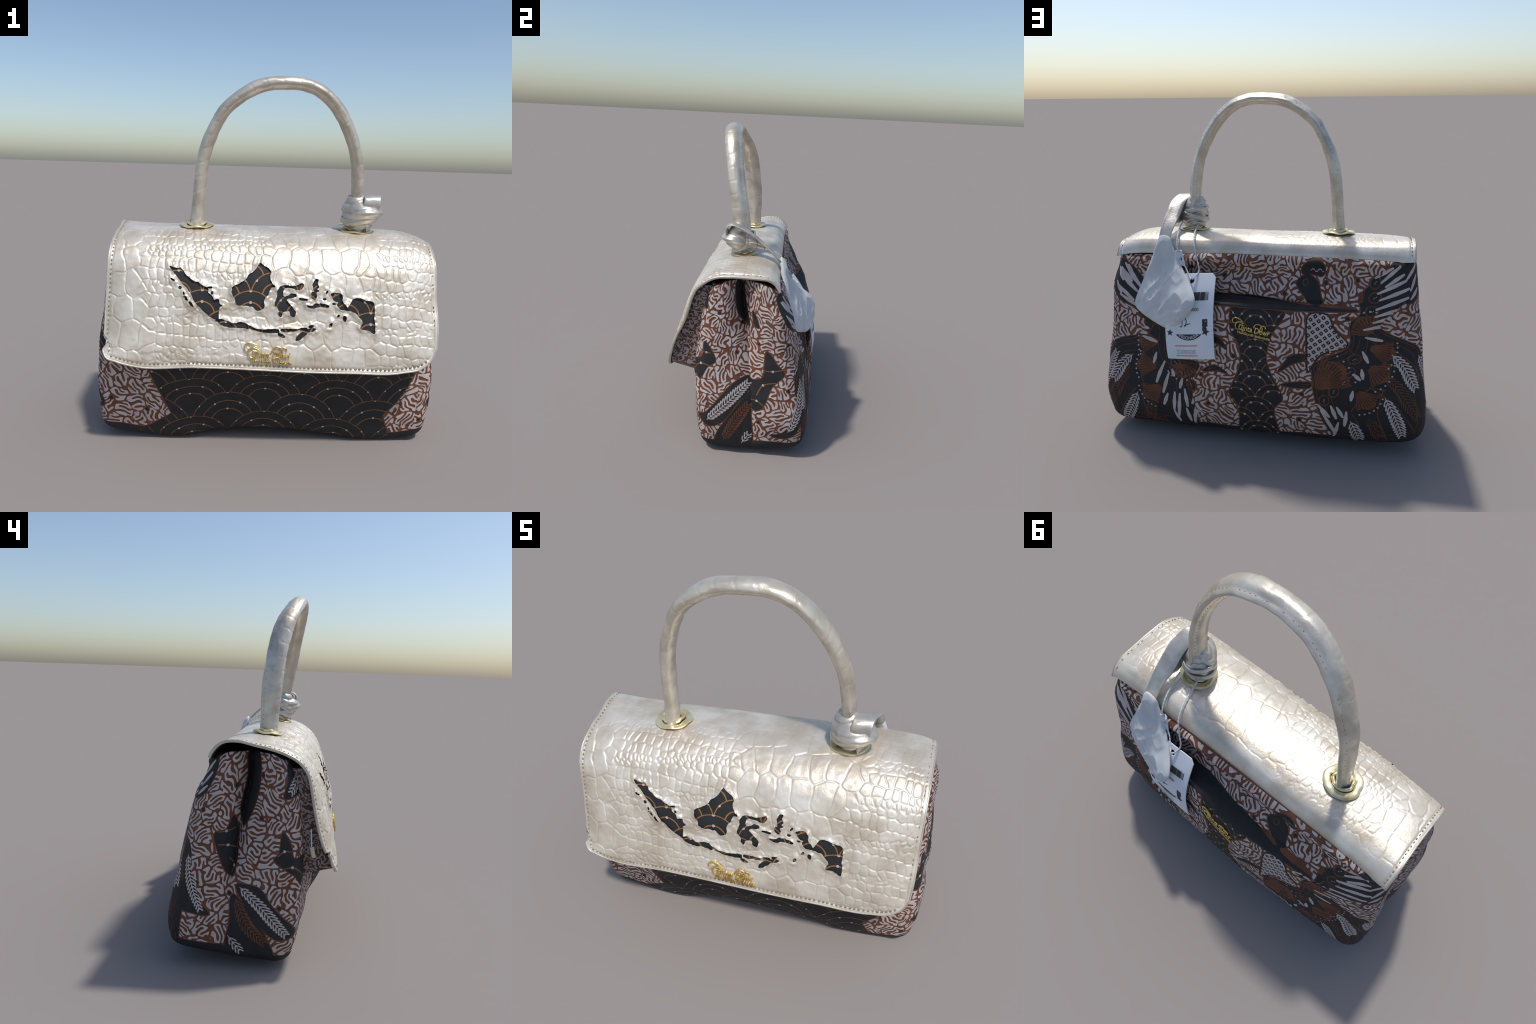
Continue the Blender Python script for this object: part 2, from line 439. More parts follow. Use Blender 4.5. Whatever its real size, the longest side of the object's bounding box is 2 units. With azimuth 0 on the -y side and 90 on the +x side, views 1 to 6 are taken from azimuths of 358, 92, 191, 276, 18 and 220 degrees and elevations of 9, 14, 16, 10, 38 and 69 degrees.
# left gusset motifs
L = lambda p: gusset(p, 'left')
for p in ([(.341, .62), (.316, .596), (.269, .456), (.234, .339), (.18, .271), (.267, .267), (.338, .292), (.352, .476)],
          [(.048, .431), (0, .461), (-.08, .45), (-.148, .363), (-.257, .244), (-.227, .198), (-.154, .2), (-.062, .287)],
          [(.063, .396), (-.062, .287), (-.122, .189), (-.15, .087), (-.061, .055), (.088, .07), (.076, .241)],
          [(.082, .798), (.065, .754), (.054, .665), (.066, .498), (.107, .511), (.145, .609), (.168, .706), (.112, .731)],
          [(-.18, .746), (-.221, .692), (-.24, .62), (-.295, .624), (-.31, .559), (-.278, .482), (-.244, .538), (-.146, .605), (-.168, .648)],
          [(-.189, 1.079), (-.254, 1.083), (-.267, .966), (-.219, .924), (-.177, .922), (-.193, 1.0)],
          [(.02, 1.12), (-.042, 1.12), (-.041, .914), (.025, .749), (.051, .828), (.024, .989)],
          [(.16, 1.08), (.21, 1.09), (.28, .96), (.28, .88), (.22, .92)]):
    K.poly(L(p))
WH.fern(L([(.300, .575), (.280, .437), (.228, .291)]), 12, .036)
WH.fern(L([(.028, .441), (-.084, .357), (-.214, .223)]), 12, .044)
WH.fern(L([(-.231, 1.074), (-.234, 1.019), (-.21, .947)]), 6, .036)
WH.fern(L([(.082, .17), (.018, .097)]), 4, .036)
FA.fern(L([(.047, .381), (-.014, .257), (-.106, .17)]), 9, .05, .0035)
for a, b in (((.245, .945), (.19, 1.02)), ((.26, .90), (.215, .95)), ((.235, 1.0), (.18, 1.08))): WH.feather(*L([a, b]), .011)
for p in ([(.148, .716), (.112, .722), (.072, .733)], [(.146, .65), (.102, .649), (.053, .624)], [(.092, .579), (.067, .539), (.082, .496)],
          [(-.161, .631), (-.192, .657), (-.223, .656)], [(-.172, .561), (-.234, .578), (-.283, .533)]):
    q = catmull(L(p), 6); GO.line(q, .0035); DO.dot(*q[len(q)//2], .008)

# back panel motifs (x, z)
column = [(.131, .813), (.094, .833), (-.169, .831), (-.18, .788), (-.119, .706), (-.087, .59), (-.103, .515), (-.159, .4), (-.178, .332),
          (-.121, .253), (-.138, .10), (-.13, .03), (.10, .03), (.097, .09), (.083, .231), (.129, .332), (.109, .395), (.064, .52), (.078, .635), (.126, .707)]
COL = Field(A, B); COL.poly(back(column));
K.F = np.maximum(K.F, COL.F)
cs = back([(-.025, .3)])[0]
Lc, Dc = scales(A, B, .105, .088, cs[0], .02, (1., .62), .0032)
CF = COL.F-.002
GO.F = np.maximum(GO.F, np.minimum(Lc, CF)); DO.F = np.maximum(DO.F, np.minimum(Dc*.95, CF))
K.poly(back([(-.37, .557), (-.555, .646), (-.568, .77), (-.631, .829), (-.627, .913), (-.747, 1.011), (-.873, 1.116), (-.93, .95), (-.741, .781),
             (-.778, .717), (-.936, .622), (-.975, .40), (-.961, .10), (-.80, .03), (-.553, .05), (-.40, .20), (-.353, .478)]))
K.poly(back([(.90, 1.05), (.752, .985), (.66, .88), (.60, .765), (.537, .678), (.52, .522), (.321, .498), (.366, .371), (.348, .10), (.40, .03), (.80, .03), (.907, .08),
             (.92, .513), (.721, .625), (.70, .724), (.914, .864)]))
K.poly(back([(-.253, .962), (-.278, .993), (-.328, 1.004), (-.381, .961), (-.40, .90), (-.405, .86), (-.332, .86), (-.31, .89), (-.271, .93)]))
K.poly(back([(-.28, 1.047), (-.326, 1.082), (-.393, 1.086), (-.419, 1.054), (-.404, 1.003), (-.345, 1.009), (-.29, 1.006)]))
for p in ([(-.159, .5), (-.232, .593), (-.323, .6), (-.306, .57), (-.24, .55)], [(-.178, .422), (-.25, .44), (-.335, .447), (-.336, .417), (-.25, .41)],
          [(.15, .60), (.21, .66), (.30, .62), (.22, .63)], [(.14, .46), (.22, .50), (.29, .46), (.2, .47)]): K.poly(back(p))
K.poly(back([(.56, .840), (.30, .866), (.14, .864), (.02, .878), (-.08, .872), (-.20, .858), (-.30, .856), (-.60, .850), (-.62, .840)]), False)  # shadow of the pocket mouth, painted black on ledge and slit
# checked neck
chk = catmull([(-.33, .815), (-.441, .822), (-.48, .747), (-.551, .653), (-.396, .596), (-.325, .505), (-.318, .665)], 5, True)
CH = Field(A, B); CH.poly(back(chk), False)
K.F = np.maximum(K.F, CH.F)
cu = (A*.82+B*.57)/.032; cv = (-A*.57+B*.82)/.032
gx = np.abs(cu-np.floor(cu)-.5); gy = np.abs(cv-np.floor(cv)-.5)
lat = (np.maximum(gx, gy)-.31)*.032; spot = (.12-np.hypot(gx, gy))*.032
WH.F = np.maximum(WH.F, np.minimum(np.maximum(lat, spot), CH.F-.006))
# white wing feathers
def feathers(lst, r):
    for a, b in lst: WH.feather(*back([a, b]), r)
feathers([((.883, 1.049), (.728, .915)), ((.893, .995), (.752, .887)), ((.893, .919), (.778, .83)), ((.872, .858), (.756, .798)), ((.857, .803), (.75, .755)),
          ((.803, .757), (.702, .714)), ((.785, .685), (.665, .666)), ((.769, .647), (.675, .634)), ((.695, .613), (.604, .591)), ((.90, 1.02), (.80, .945))], .0135)
feathers([((.598, .526), (.61, .467)), ((.538, .482), (.585, .353)), ((.503, .42), (.547, .292)), ((.518, .287), (.549, .215)), ((.47, .304), (.488, .188)), ((.488, .18), (.462, .105)),
          ((.438, .299), (.462, .15)), ((.405, .332), (.398, .222)), ((.407, .205), (.393, .115)), ((.326, .324), (.367, .243)), ((.35, .219), (.371, .105)), ((.417, .396), (.434, .337)), ((.484, .441), (.47, .407))], .0115)
feathers([((-.717, 1.007), (-.826, 1.065)), ((-.75, .984), (-.873, 1.076)), ((-.775, .965), (-.89, 1.03)), ((-.728, .93), (-.90, .998)), ((-.738, .898), (-.91, .957)),
          ((-.717, .85), (-.90, .911)), ((-.71, .812), (-.87, .855)), ((-.696, .78), (-.838, .812)), ((-.651, .70), (-.74, .68)), ((-.642, .742), (-.808, .772))], .0105)
feathers([((-.372, .314), (-.431, .235)), ((-.389, .272), (-.466, .117)), ((-.447, .305), (-.469, .228)), ((-.48, .297), (-.506, .24)), ((-.53, .271), (-.515, .182)), ((-.575, .399), (-.561, .346)),
          ((-.63, .623), (-.657, .565)), ((-.623, .524), (-.629, .475)), ((-.579, .499), (-.613, .467)), ((-.481, .199), (-.457, .102))], .0115)
# ferns, their dim companions and the leaf outlines in the lower corners
for p in ([(-.747, .359), (-.788, .254), (-.834, .12)], [(-.79, .60), (-.86, .52), (-.915, .40)], [(-.548, .214), (-.60, .09)], [(.714, .275), (.761, .186), (.837, .06)], [(.755, .50), (.815, .435), (.875, .33)]):
    WH.fern(back(p), 9, .046, .0040)
for p in ([(-.75, .476), (-.834, .393), (-.911, .23)], [(.766, .407), (.83, .322), (.902, .183)], [(-.646, .239), (-.716, .11)], [(.62, .24), (.66, .10)], [(.55, .13), (.60, .07)]):
    FA.fern(back(p), 9, .050, .0026)
for p in ([(-.663, .426), (-.797, .317), (-.904, .13)], [(-.79, .634), (-.899, .546), (-.945, .432)], [(.766, .425), (.841, .339), (.905, .232)], [(.722, .303), (.796, .211), (.881, .072)],
          [(.682, .28), (.66, .131), (.525, .066)], [(-.583, .606), (-.533, .648), (-.446, .597), (-.372, .501), (-.355, .399)], [(-.555, .273), (-.656, .409), (-.753, .402)],
          [(-.70, .76), (-.80, .74), (-.90, .80)], [(.70, .62), (.63, .68), (.60, .78)], [(.68, .57), (.70, .44), (.66, .30)], [(-.56, .26), (-.60, .16), (-.58, .06)], [(-.74, .40), (-.70, .25), (-.76, .08)]):
    FA.line(catmull(back(p), 8), .0028)
# brown drops with dotted hearts along the wing bones
for x, z, a in ((-.718, .983, .9), (-.713, .909, .5), (-.692, .84, .2), (-.584, .581, .4), (-.555, .507, .7), (-.525, .448, .9), (-.469, .395, 1.2), (-.413, .339, 1.4), (.426, .431, 2.2), (.362, .366, 2.), (.465, .487, 2.4)):
    q = back([(x, z)])[0]
    w = window(A, B, [q], .07); X = A[w]-q[0]; Y = B[w]-q[1]; c, d = math.cos(a), math.sin(a)
    rr_ = np.hypot((X*c+Y*d)/1.35, -X*d+Y*c)
    FA.F[w] = np.maximum(FA.F[w], .0032-np.abs(rr_-.026)); K.F[w] = np.maximum(K.F[w], .029-rr_)
    for k in (-1, 0, 1): DO.dot(q[0]+k*.009*c, q[1]+k*.009*d, .0030)
# brown fans with dark hatching and dotted scallops
def fan(c, Rr, a0, a1, hatch=11):
    (cs_, ct) = back([c])[0]
    X = -(A-cs_); Y = B-ct; r = np.hypot(X, Y); th = np.degrees(np.arctan2(Y, X))
    mid = (a0+a1)/2; half = (a1-a0)/2
    d = (th-mid+180) % 360-180
    sc = Rr*(1+.07*np.cos(np.radians(d)*180/half*1.5))
    ang = (half-np.abs(d))*np.pi/180*r
    f = np.minimum(np.minimum(sc-r, r-.02), ang)
    u = (d+half)/(2*half)*hatch
    gap = (np.abs(u-np.floor(u)-.5)-.15)*(2*half/hatch)*np.pi/180*r
    inner = np.where((r > .35*Rr) & (r < .92*Rr), gap, 1.)
    w = r < Rr*1.3
    FA.F[w] = np.maximum(FA.F[w], np.minimum(f, inner)[w])
    for k in range(7):
        a = math.radians(a0+(a1-a0)*(k+.5)/7)
        e = back([(c[0]+1.14*Rr*math.cos(a), c[1]+1.14*Rr*math.sin(a))])[0]
        DO.dot(e[0], e[1], .0055)
fan((-.362, .40), .205, 96, 172, 13); fan((-.683, .704), .12, 8, 112, 9); fan((-.654, .652), .15, 172, 232, 9); fan((-.65, .545), .135, 176, 258, 9); fan((-.591, .41), .135, 196, 272, 9)
fan((-.64, .86), .10, 20, 100, 8)
fan((.574, .59), .135, -38, 34, 9); fan((.572, .445), .135, -36, 36, 9); fan((.545, .34), .14, -72, -4, 9); fan((.42, .50), .10, 210, 330, 8)
FA.line(catmull(back([(-.304+.016*math.cos(k), .965+.016*math.sin(k)) for k in np.linspace(0, 6.28, 14)]), 2), .0028)
for k in range(9):
    DO.dot(*back([(-.335-.009*k, 1.035+.008*math.sin(k*1.3))])[0], .0042)
# wing borders are drawn again inside the dark areas as thin brown outlines
bx_ = np.interp(A, RS, RX); on_back_ = (np.interp(A, RS, RY) > Y0+DY-RC*.6) & (np.abs(bx_+.02) > .25) & (B < .80)
wob = K.F+.004*noise2(A*22, B*22, 131)
for dist, wl_ in ((.013, .0022), (.045, .0018), (.085, .0018)):
    FA.F = np.where(on_back_, np.maximum(FA.F, wl_-np.abs(wob-dist)), FA.F)
# front panel: fan scales on black, slanted corners left in brown and white
FR = Field(A, B)
FR.poly(frontp([(-.70, .56), (-.60, .34), (-.535, .215), (-.66, .12), (-.80, .02), (-.80, -.1), (.80, -.1), (.80, .03), (.68, .10), (.625, .215), (.70, .30), (.78, .42), (.84, .56)]), False)
# the front strip ends run past the seam of the ring, so mirror the periodic part
wrap = Field(A+PERI, B)
wrap.poly(frontp([(.70, .30), (.78, .42), (.84, .56), (.6, .56), (.6, .1)]), False)
K.F = np.maximum(K.F, FR.F)
fs = frontp([(-.03, .3)])[0]
Lf, Df = scales(A, B, .200, .130, fs[0], -.060, (1., .72, .46), .0027)
FF = FR.F-.004
GO.F = np.maximum(GO.F, np.minimum(Lf, FF)); DO.F = np.maximum(DO.F, np.minimum(Df, FF))
# everything under the flap at the front stays plain black
hid = np.minimum(.9-np.abs(np.interp(A, RS, RX)), .0)
# a dark hem along the base
hem = .055+.008*noise2(A*9., A*0+2., 4)-B
K.F = np.maximum(K.F, hem)
# round ink spots in the meander ground
spots = []
for k in range(400):
    a = rng.uniform(0, PERI); b = rng.uniform(.1, 1.05)
    if all((a-c)**2+(b-d)**2 > .17**2 for c, d in spots): spots.append((a, b))
for a, b in spots: K.dot(a, b, .0095)

# meander ground: patches, each filled by one serpentine stroke at its own slant
seeds_m = []
tries = rng.uniform(0, 1, (9000, 2))*np.array([PERI, H_TOP+.1])-np.array([0, .05])
for p in tries:
    if all((p[0]-q[0])**2+(p[1]-q[1])**2 > .074**2 for q in seeds_m): seeds_m.append(p)
    if len(seeds_m) > 900: break
wa = A+.013*noise2(A*17, B*17, 21)+.006*noise2(A*40, B*40, 23); wb = B+.013*noise2(A*17+7, B*17, 22)+.006*noise2(A*40+3, B*40, 24)
d1 = np.full(A.shape, 9.); d2 = np.full(A.shape, 9.); own = np.zeros(A.shape, int)
for n_, (x0, y0) in enumerate(seeds_m):
    i0 = max(0, int((x0-.25)/PERI*NS)); i1 = min(NS+1, int((x0+.25)/PERI*NS))
    j0 = max(0, int((y0-.25)/H_TOP*NT)); j1 = min(NT+1, int((y0+.25)/H_TOP*NT))
    if i1 <= i0 or j1 <= j0: continue
    sl = (slice(i0, i1), slice(j0, j1)); d = np.hypot(wa[sl]-x0, wb[sl]-y0)
    a, b = d1[sl], d2[sl]
    own[sl] = np.where(d < a, n_, own[sl])
    d2[sl] = np.minimum(b, np.maximum(a, d)); d1[sl] = np.minimum(a, d)
crack = (d2-d1)*.5
sx = np.array(seeds_m); th_m = rng.uniform(0, np.pi, len(sx)); PITCH = .0228
dx_, dy_ = wa-sx[own, 0], wb-sx[own, 1]
la = dx_*np.cos(th_m[own])+dy_*np.sin(th_m[own]); lb = -dx_*np.sin(th_m[own])+dy_*np.cos(th_m[own])
lb = lb+.0065*np.sin(la*62+own*1.7)
rowk = np.floor(lb/PITCH); fr_b = lb/PITCH-rowk
stroke = .0055-np.abs(fr_b-.5)*PITCH
rowg = np.floor(lb/PITCH+.5)
turn = np.where((rowg % 2 == 0) == (la > 0), .0056-np.abs(crack-.0098), -1.)
meander = np.minimum(np.maximum(stroke, turn), crack-.0036)
def soften(F, r):
    k1 = np.fft.fftfreq(F.shape[0])[:, None]; k2 = np.fft.rfftfreq(F.shape[1])[None]
    return np.fft.irfft2(np.fft.rfft2(F)*np.exp(-2*(np.pi*r)**2*(k1*k1+k2*k2)), s=F.shape)
meander = soften(np.clip(meander, -.006, .006), .95)-.0002
ground = np.minimum(meander, -K.F-.006)
WHITE = np.maximum(ground, np.minimum(WH.F, K.F+.004))
INK = np.maximum(K.F, np.minimum(.0014-crack, .004-K.F*0))

layer('ink_print', SURF, K.F, .0011, M_black, body)
layer('meander_print', SURF, WHITE, .0020, M_white, body)
layer('fan_print', SURF, np.minimum(FA.F, K.F), .0018, M_fan, body)
layer('scale_line_print', SURF, np.minimum(GO.F, K.F+.003), .0019, M_gold_line, body)
layer('dot_print', SURF, np.minimum(DO.F, K.F+.003), .0027, M_dot, body)

# ================================================================== FLAP
prof_c = [(.202, 1.085), (.194, 1.12), (.172, 1.150), (.14, 1.170), (.06, 1.186), (-.04, 1.184), (-.14, 1.168), (-.23, 1.127), (-.29, 1.075), (-.336, 1.004), (-.37, .92), (-.395, .83), (-.412, .75), (-.434, .66), (-.455, .57), (-.464, .47)]
prof_l = [(.215, 1.10), (.205, 1.126), (.172, 1.167), (.131, 1.189), (.06, 1.193), (-.027, 1.174), (-.145, 1.147), (-.239, 1.105), (-.293, 1.045), (-.315, .975), (-.346, .824), (-.385, .68), (-.42, .616), (-.455, .545), (-.47, .47)]
prof_r = [(.212, 1.065), (.203, 1.086), (.176, 1.12), (.126, 1.141), (.023, 1.145), (-.08, 1.142), (-.182, 1.126), (-.266, 1.072), (-.312, 1.009), (-.358, .855), (-.40, .76), (-.425, .687), (-.45, .58), (-.465, .47)]
NQ = 420
def resample(p, n=NQ):
    p = catmull(p, 12); d = np.r_[0, np.cumsum(np.hypot(*np.diff(p, axis=0).T))]
    q = np.linspace(0, d[-1], n); return np.stack([np.interp(q, d, p[:, 0]), np.interp(q, d, p[:, 1])], -1), d[-1]
PC, QL = resample(prof_c); PL, _ = resample(prof_l); PR, _ = resample(prof_r)
def flap_yz(x, q):
    """x, q arrays; q is the length along the profile in metres (centre profile length)"""
    wl = np.clip(-x/.86, 0, 1.05)**7; wr = np.clip(x/.86, 0, 1.05)**10
    f = np.clip(q/QL, 0, 1)*(NQ-1); i = np.minimum(f.astype(int), NQ-2); u = (f-i)[..., None]
    g = lambda Pp: Pp[i]*(1-u)+Pp[i+1]*u
    c = g(PC)
    o = c+wl[..., None]*(g(PL)-c)+wr[..., None]*(g(PR)-c)
    # the hanging sides belly forward a little
    belly = .014*(np.exp(-((x-.68)/.14)**2)+.8*np.exp(-((x+.72)/.12)**2))*np.exp(-((o[..., 1]-.66)/.14)**2)
    return np.stack([o[..., 0]-belly, o[..., 1]], -1)
zbot = lambda x: curve(x, [-.865, -.845, -.80, -.69, -.4, .4, .68, .79, .83, .86], [.575, .548, .530, .503, .504, .487, .495, .525, .56, .615])
def q_at(x, z):
    qs = np.linspace(QL*.35, QL, 300); yz = flap_yz(np.full(300, x), qs)
    return float(np.interp(-z, -yz[:, 1], qs))
NX, NR = 574, 384
xe = np.linspace(-1, 1, NX)
def edge_x(sign, f):
    """half width of the flap along its length fraction"""
    if sign < 0:
        w = curve(f, [0, .25, .5, .8, 1.], [.864, .856, .860, .866, .862])
        return w-.016*sstep(.925, .932, f)*sstep(.978, .965, f)
    return curve(f, [0, .2, .5, .9, 1.], [.884, .880, .868, .863, .858])
fr = np.linspace(0, 1, NR)
qm = np.array([q_at(x, zbot(x)) for x in xe*.86])
U_, Fr = np.meshgrid(xe, fr, indexing='ij')
Xf = np.where(U_ < 0, U_*edge_x(-1, Fr), U_*edge_x(1, Fr))
Qf = Fr*qm[:, None]
yz = flap_yz(Xf, Qf)
FP = np.stack([Xf, yz[..., 0], yz[..., 1]], -1)
FL0 = Surf(Xf, Qf, FP)
if FL0.N[NX//2, NR-20, 1] > 0: FL0.N *= -1

# crocodile scales: seeds in rows, large plates in the middle and at the left end, small pebbles between
def plate_zone(x, q):
    n = noise2(x*4+9, q*4, 31)*.06
    a = sstep(-.08, .0, x+n)*sstep(.60, .50, x+n)*np.where(q > .30, 1., .0)
    b = sstep(-.62, -.70, x+n)
    c = sstep(-.16, -.08, x+n)*sstep(.40, .32, x+n)*np.where(q <= .30, 1., 0.)
    return np.maximum(np.maximum(a, b), c)
seeds = []
for (w, h, big) in ((.094, .135, 1), (.041, .039, 0)):
    rows = int(1.3/h)
    for r in range(rows):
        off = rng.uniform(0, w); cols = int(1.9/w)
        for c in range(cols):
            x = -.95+c*w+off+rng.uniform(-.18, .18)*w
            q = r*h+.5*h+rng.uniform(-.14, .14)*h+.03*math.sin(x*4+r*1.3)*(1-big*.4)
            z = plate_zone(np.array(x), np.array(q)) > .5
            if bool(z) == bool(big): seeds.append((x, q))
seeds = np.array(seeds)
xs = Xf+.010*noise2(Xf*22, Qf*22, 41); qs = Qf+.010*noise2(Xf*22+5, Qf*22, 42)
F1 = np.full(Xf.shape, 9.); F2 = np.full(Xf.shape, 9.)
colx = Xf.mean(1)
for sx, sq in seeds:
    i0 = np.searchsorted(colx, sx-.22); i1 = np.searchsorted(colx, sx+.22)
    if i1 <= i0: continue
    j0 = np.searchsorted(Qf[(i0+i1)//2], sq-.24); j1 = np.searchsorted(Qf[(i0+i1)//2], sq+.24)
    sl = (slice(i0, i1), slice(j0, j1))
    d = np.hypot((xs[sl]-sx), (qs[sl]-sq)*.85)
    a, b = F1[sl], F2[sl]
    F2[sl] = np.minimum(b, np.maximum(a, d)); F1[sl] = np.minimum(a, d)
gap = F2-F1
relief = .0032*sstep(0., .013, gap)-.0032
relief += .0012*np.exp(-(F1/.035)**2)
relief += .0010*noise2(Xf*45, Qf*45, 51)+.004*noise2(Xf*3, Qf*3, 52)
top_soft = 1-.62*sstep(.46, .28, Qf)-.30*sstep(.16, .08, Qf)
relief *= top_soft

# map islands let into the leather (x, z on the flap front)
ISL = dict(
 sumatra=[(-.538, 1.002), (-.507, .995), (-.476, .993), (-.458, .969), (-.423, .941), (-.408, .931), (-.383, .926), (-.36, .911), (-.337, .898), (-.334, .879), (-.311, .858), (-.302, .842), (-.28, .846), (-.274, .827), (-.262, .814), (-.276, .805), (-.278, .772), (-.28, .748), (-.311, .753), (-.339, .771), (-.373, .805), (-.399, .829), (-.414, .856), (-.443, .898), (-.472, .924), (-.496, .955), (-.52, .981)],
 java=[(-.291, .74), (-.266, .748), (-.232, .738), (-.21, .728), (-.188, .728), (-.163, .734), (-.132, .727), (-.109, .714), (-.075, .701), (-.042, .699), (.003, .703), (.031, .703), (.036, .696), (.025, .685), (-.014, .684), (-.053, .689), (-.098, .699), (-.142, .705), (-.187, .707), (-.226, .709), (-.262, .719), (-.282, .734)],
 bali=[(.041, .70), (.074, .706), (.119, .705), (.153, .713), (.178, .711), (.17, .70), (.114, .694), (.063, .69)],
 timor=[(.123, .65), (.136, .678), (.17, .70), (.203, .709), (.226, .707), (.209, .695), (.187, .69), (.164, .673), (.142, .653)],
 kalimantan=[(-.068, 1.028), (-.043, 1.013), (-.021, 1.001), (-.012, .985), (-.017, .961), (-.009, .935), (.011, .914), (-.008, .911), (-.019, .892), (-.03, .87), (-.041, .859), (-.046, .837), (-.043, .816), (-.057, .802), (-.084, .796), (-.096, .809), (-.124, .817), (-.163, .818), (-.187, .823), (-.196, .85), (-.211, .877), (-.209, .906), (-.187, .92), (-.154, .937), (-.137, .953), (-.126, .969), (-.101, .986), (-.082, 1.007)],
 sulawesi=[(.01, .822), (.021, .866), (.023, .893), (.037, .914), (.059, .923), (.099, .919), (.127, .924), (.149, .933), (.158, .928), (.152, .914), (.133, .9), (.11, .905), (.07, .912), (.054, .899), (.051, .872), (.066, .866), (.093, .881), (.116, .881), (.119, .868), (.094, .862), (.071, .853), (.083, .834), (.097, .821), (.106, .808), (.117, .792), (.109, .767), (.092, .775), (.086, .796), (.067, .793), (.05, .787), (.045, .766), (.031, .771), (.03, .795), (.024, .814)],
 halmahera=[(.22, .953), (.234, .953), (.231, .937), (.237, .919), (.229, .908), (.24, .897), (.223, .891), (.226, .87), (.221, .856), (.206, .859), (.198, .875), (.2, .888), (.212, .897), (.206, .918), (.209, .939)],
 seram=[(.173, .826), (.201, .823), (.224, .835), (.252, .835), (.28, .83), (.291, .82), (.269, .816), (.246, .819), (.218, .813), (.19, .815)],
 papua=[(.302, .885), (.325, .891), (.353, .886), (.362, .867), (.359, .851), (.376, .829), (.388, .819), (.402, .835), (.416, .857), (.439, .866), (.462, .863), (.49, .853), (.525, .842), (.528, .765), (.529, .692), (.503, .705), (.477, .71), (.455, .713), (.46, .727), (.468, .743), (.457, .765), (.439, .784), (.411, .8), (.377, .805), (.348, .812), (.334, .829), (.342, .845), (.319, .85), (.311, .866)])
SMALL = [(-.517, .937, .006, 2., -.6), (-.48, .901, .008, 1.3, -.9), (-.459, .872, .005, 1.5, -1.2), (-.448, .848, .007, 2., -.8), (-.419, .819, .007, 2.4, -.9),
         (-.325, .904, .006, 2., 0.), (-.314, .879, .007, 1.4, 1.4), (.046, .672, .008, 2.6, -.45), (.20, .72, .007, 2., .2), (.156, .855, .006, 3.6, -.1),
         (.268, .857, .006, 1.5, 0.), (.28, .893, .006, 1.5, 1.), (.339, .774, .007, 1.4, 1.), (.374, .764, .009, 1.7, 1.5), (.301, .727, .007, 2.2, 1.), (.317, .836, .005, 2., 0.)]
IS = Field(Xf, Qf)
def toq(pts): return [(x, q_at(x, z)) for x, z in pts]
for nm, p in ISL.items(): IS.poly(toq(p), True, .0015)
for x, z, r, e, a in SMALL: IS.dot(x, q_at(x, z), r*1.05, e, -a)
isl = IS.F
ragged = isl+.0022*noise2(Xf*85, Qf*85, 61)
near = np.exp(-(np.minimum(isl, 0)/.016)**2)
puff = near*(.0055+.0045*noise2(Xf*70, Qf*70, 62)+.003*noise2(Xf*30, Qf*30, 63))
relief = relief*(1-.7*near)+puff
crumple = sstep(-.05, -.01, isl)*(1-near)
relief += crumple*.003*noise2(Xf*60, Qf*30, 64)
# border groove beside the stitching and rolled edge
ex = np.minimum(np.abs(Xf-Xf[:1]), np.abs(Xf-Xf[-1:])); eq = np.abs(Qf-qm[:, None])
ed = np.minimum(ex, eq)
relief = relief*sstep(.004, .03, ed)
relief += -.003*np.exp(-((ed-.022)/.006)**2)
LEA = Surf(Xf, Qf, FP+FL0.N*relief[..., None]); LEA.N = FL0.N
flap = layer('flap', LEA, -ragged, 0., M_leather, root, stuff=False)
# island inlays of batik under the cut edges, each with gold scale arcs
def inlay(name, pts=None, ell=None, arcs=True):
    g = Field(Xf, Qf)
    if pts is not None: g.poly(toq(pts), True, .007)
    else: g.dot(ell[0], q_at(ell[0], ell[1]), ell[2]*1.05+.006, ell[3], -ell[4])
    o = layer(name, FL0, g.F, -.0045, M_black, flap, stuff=False)
    return g
ia = Field(Xf, Qf)
for nm, p in ISL.items():
    inlay('island_inlay', p)
for e in SMALL: inlay('island_inlay', None, e)
ql = [q_at(0., z) for z in (1.0, .9, .8, .7)]
Ls, Ds = scales(Xf, -Qf, .125, .10, -.115, -q_at(-.1, .80)-.03, (1., .52), .0034)
inn = isl+.004
layer('scale_line_print', FL0, np.minimum(Ls, inn), -.0035, M_gold_bright, flap)
layer('dot_print', FL0, np.minimum(Ds*.95, inn), -.0028, M_dot, flap)

# inner lining of the flap, its rolled rim and the stitching
inner = FP-FL0.N*.014
sl = inner[::6, ::6]; add('flap_lining', sl.reshape(-1, 3), grid_faces(sl.shape[0], sl.shape[1]), M_lining, parent=flap)
rim = np.concatenate([FP[0, ::4]-FL0.N[0, ::4]*.006, (FP[:, -1]-FL0.N[:, -1]*.006)[4:-4:4], (FP[-1, ::4]-FL0.N[-1, ::4]*.006)[::-1]])
upn = np.concatenate([FL0.N[0, ::4], FL0.N[:, -1][4:-4:4], FL0.N[-1, ::4][::-1]])
keep = np.r_[True, np.linalg.norm(np.diff(rim, axis=0), axis=1) > .003]
v, f = sweep(rim[keep], ring_prof(.0055, .0085, 10, 2.6), upn[keep])
add('flap_rim', v, f, M_handle, parent=flap)

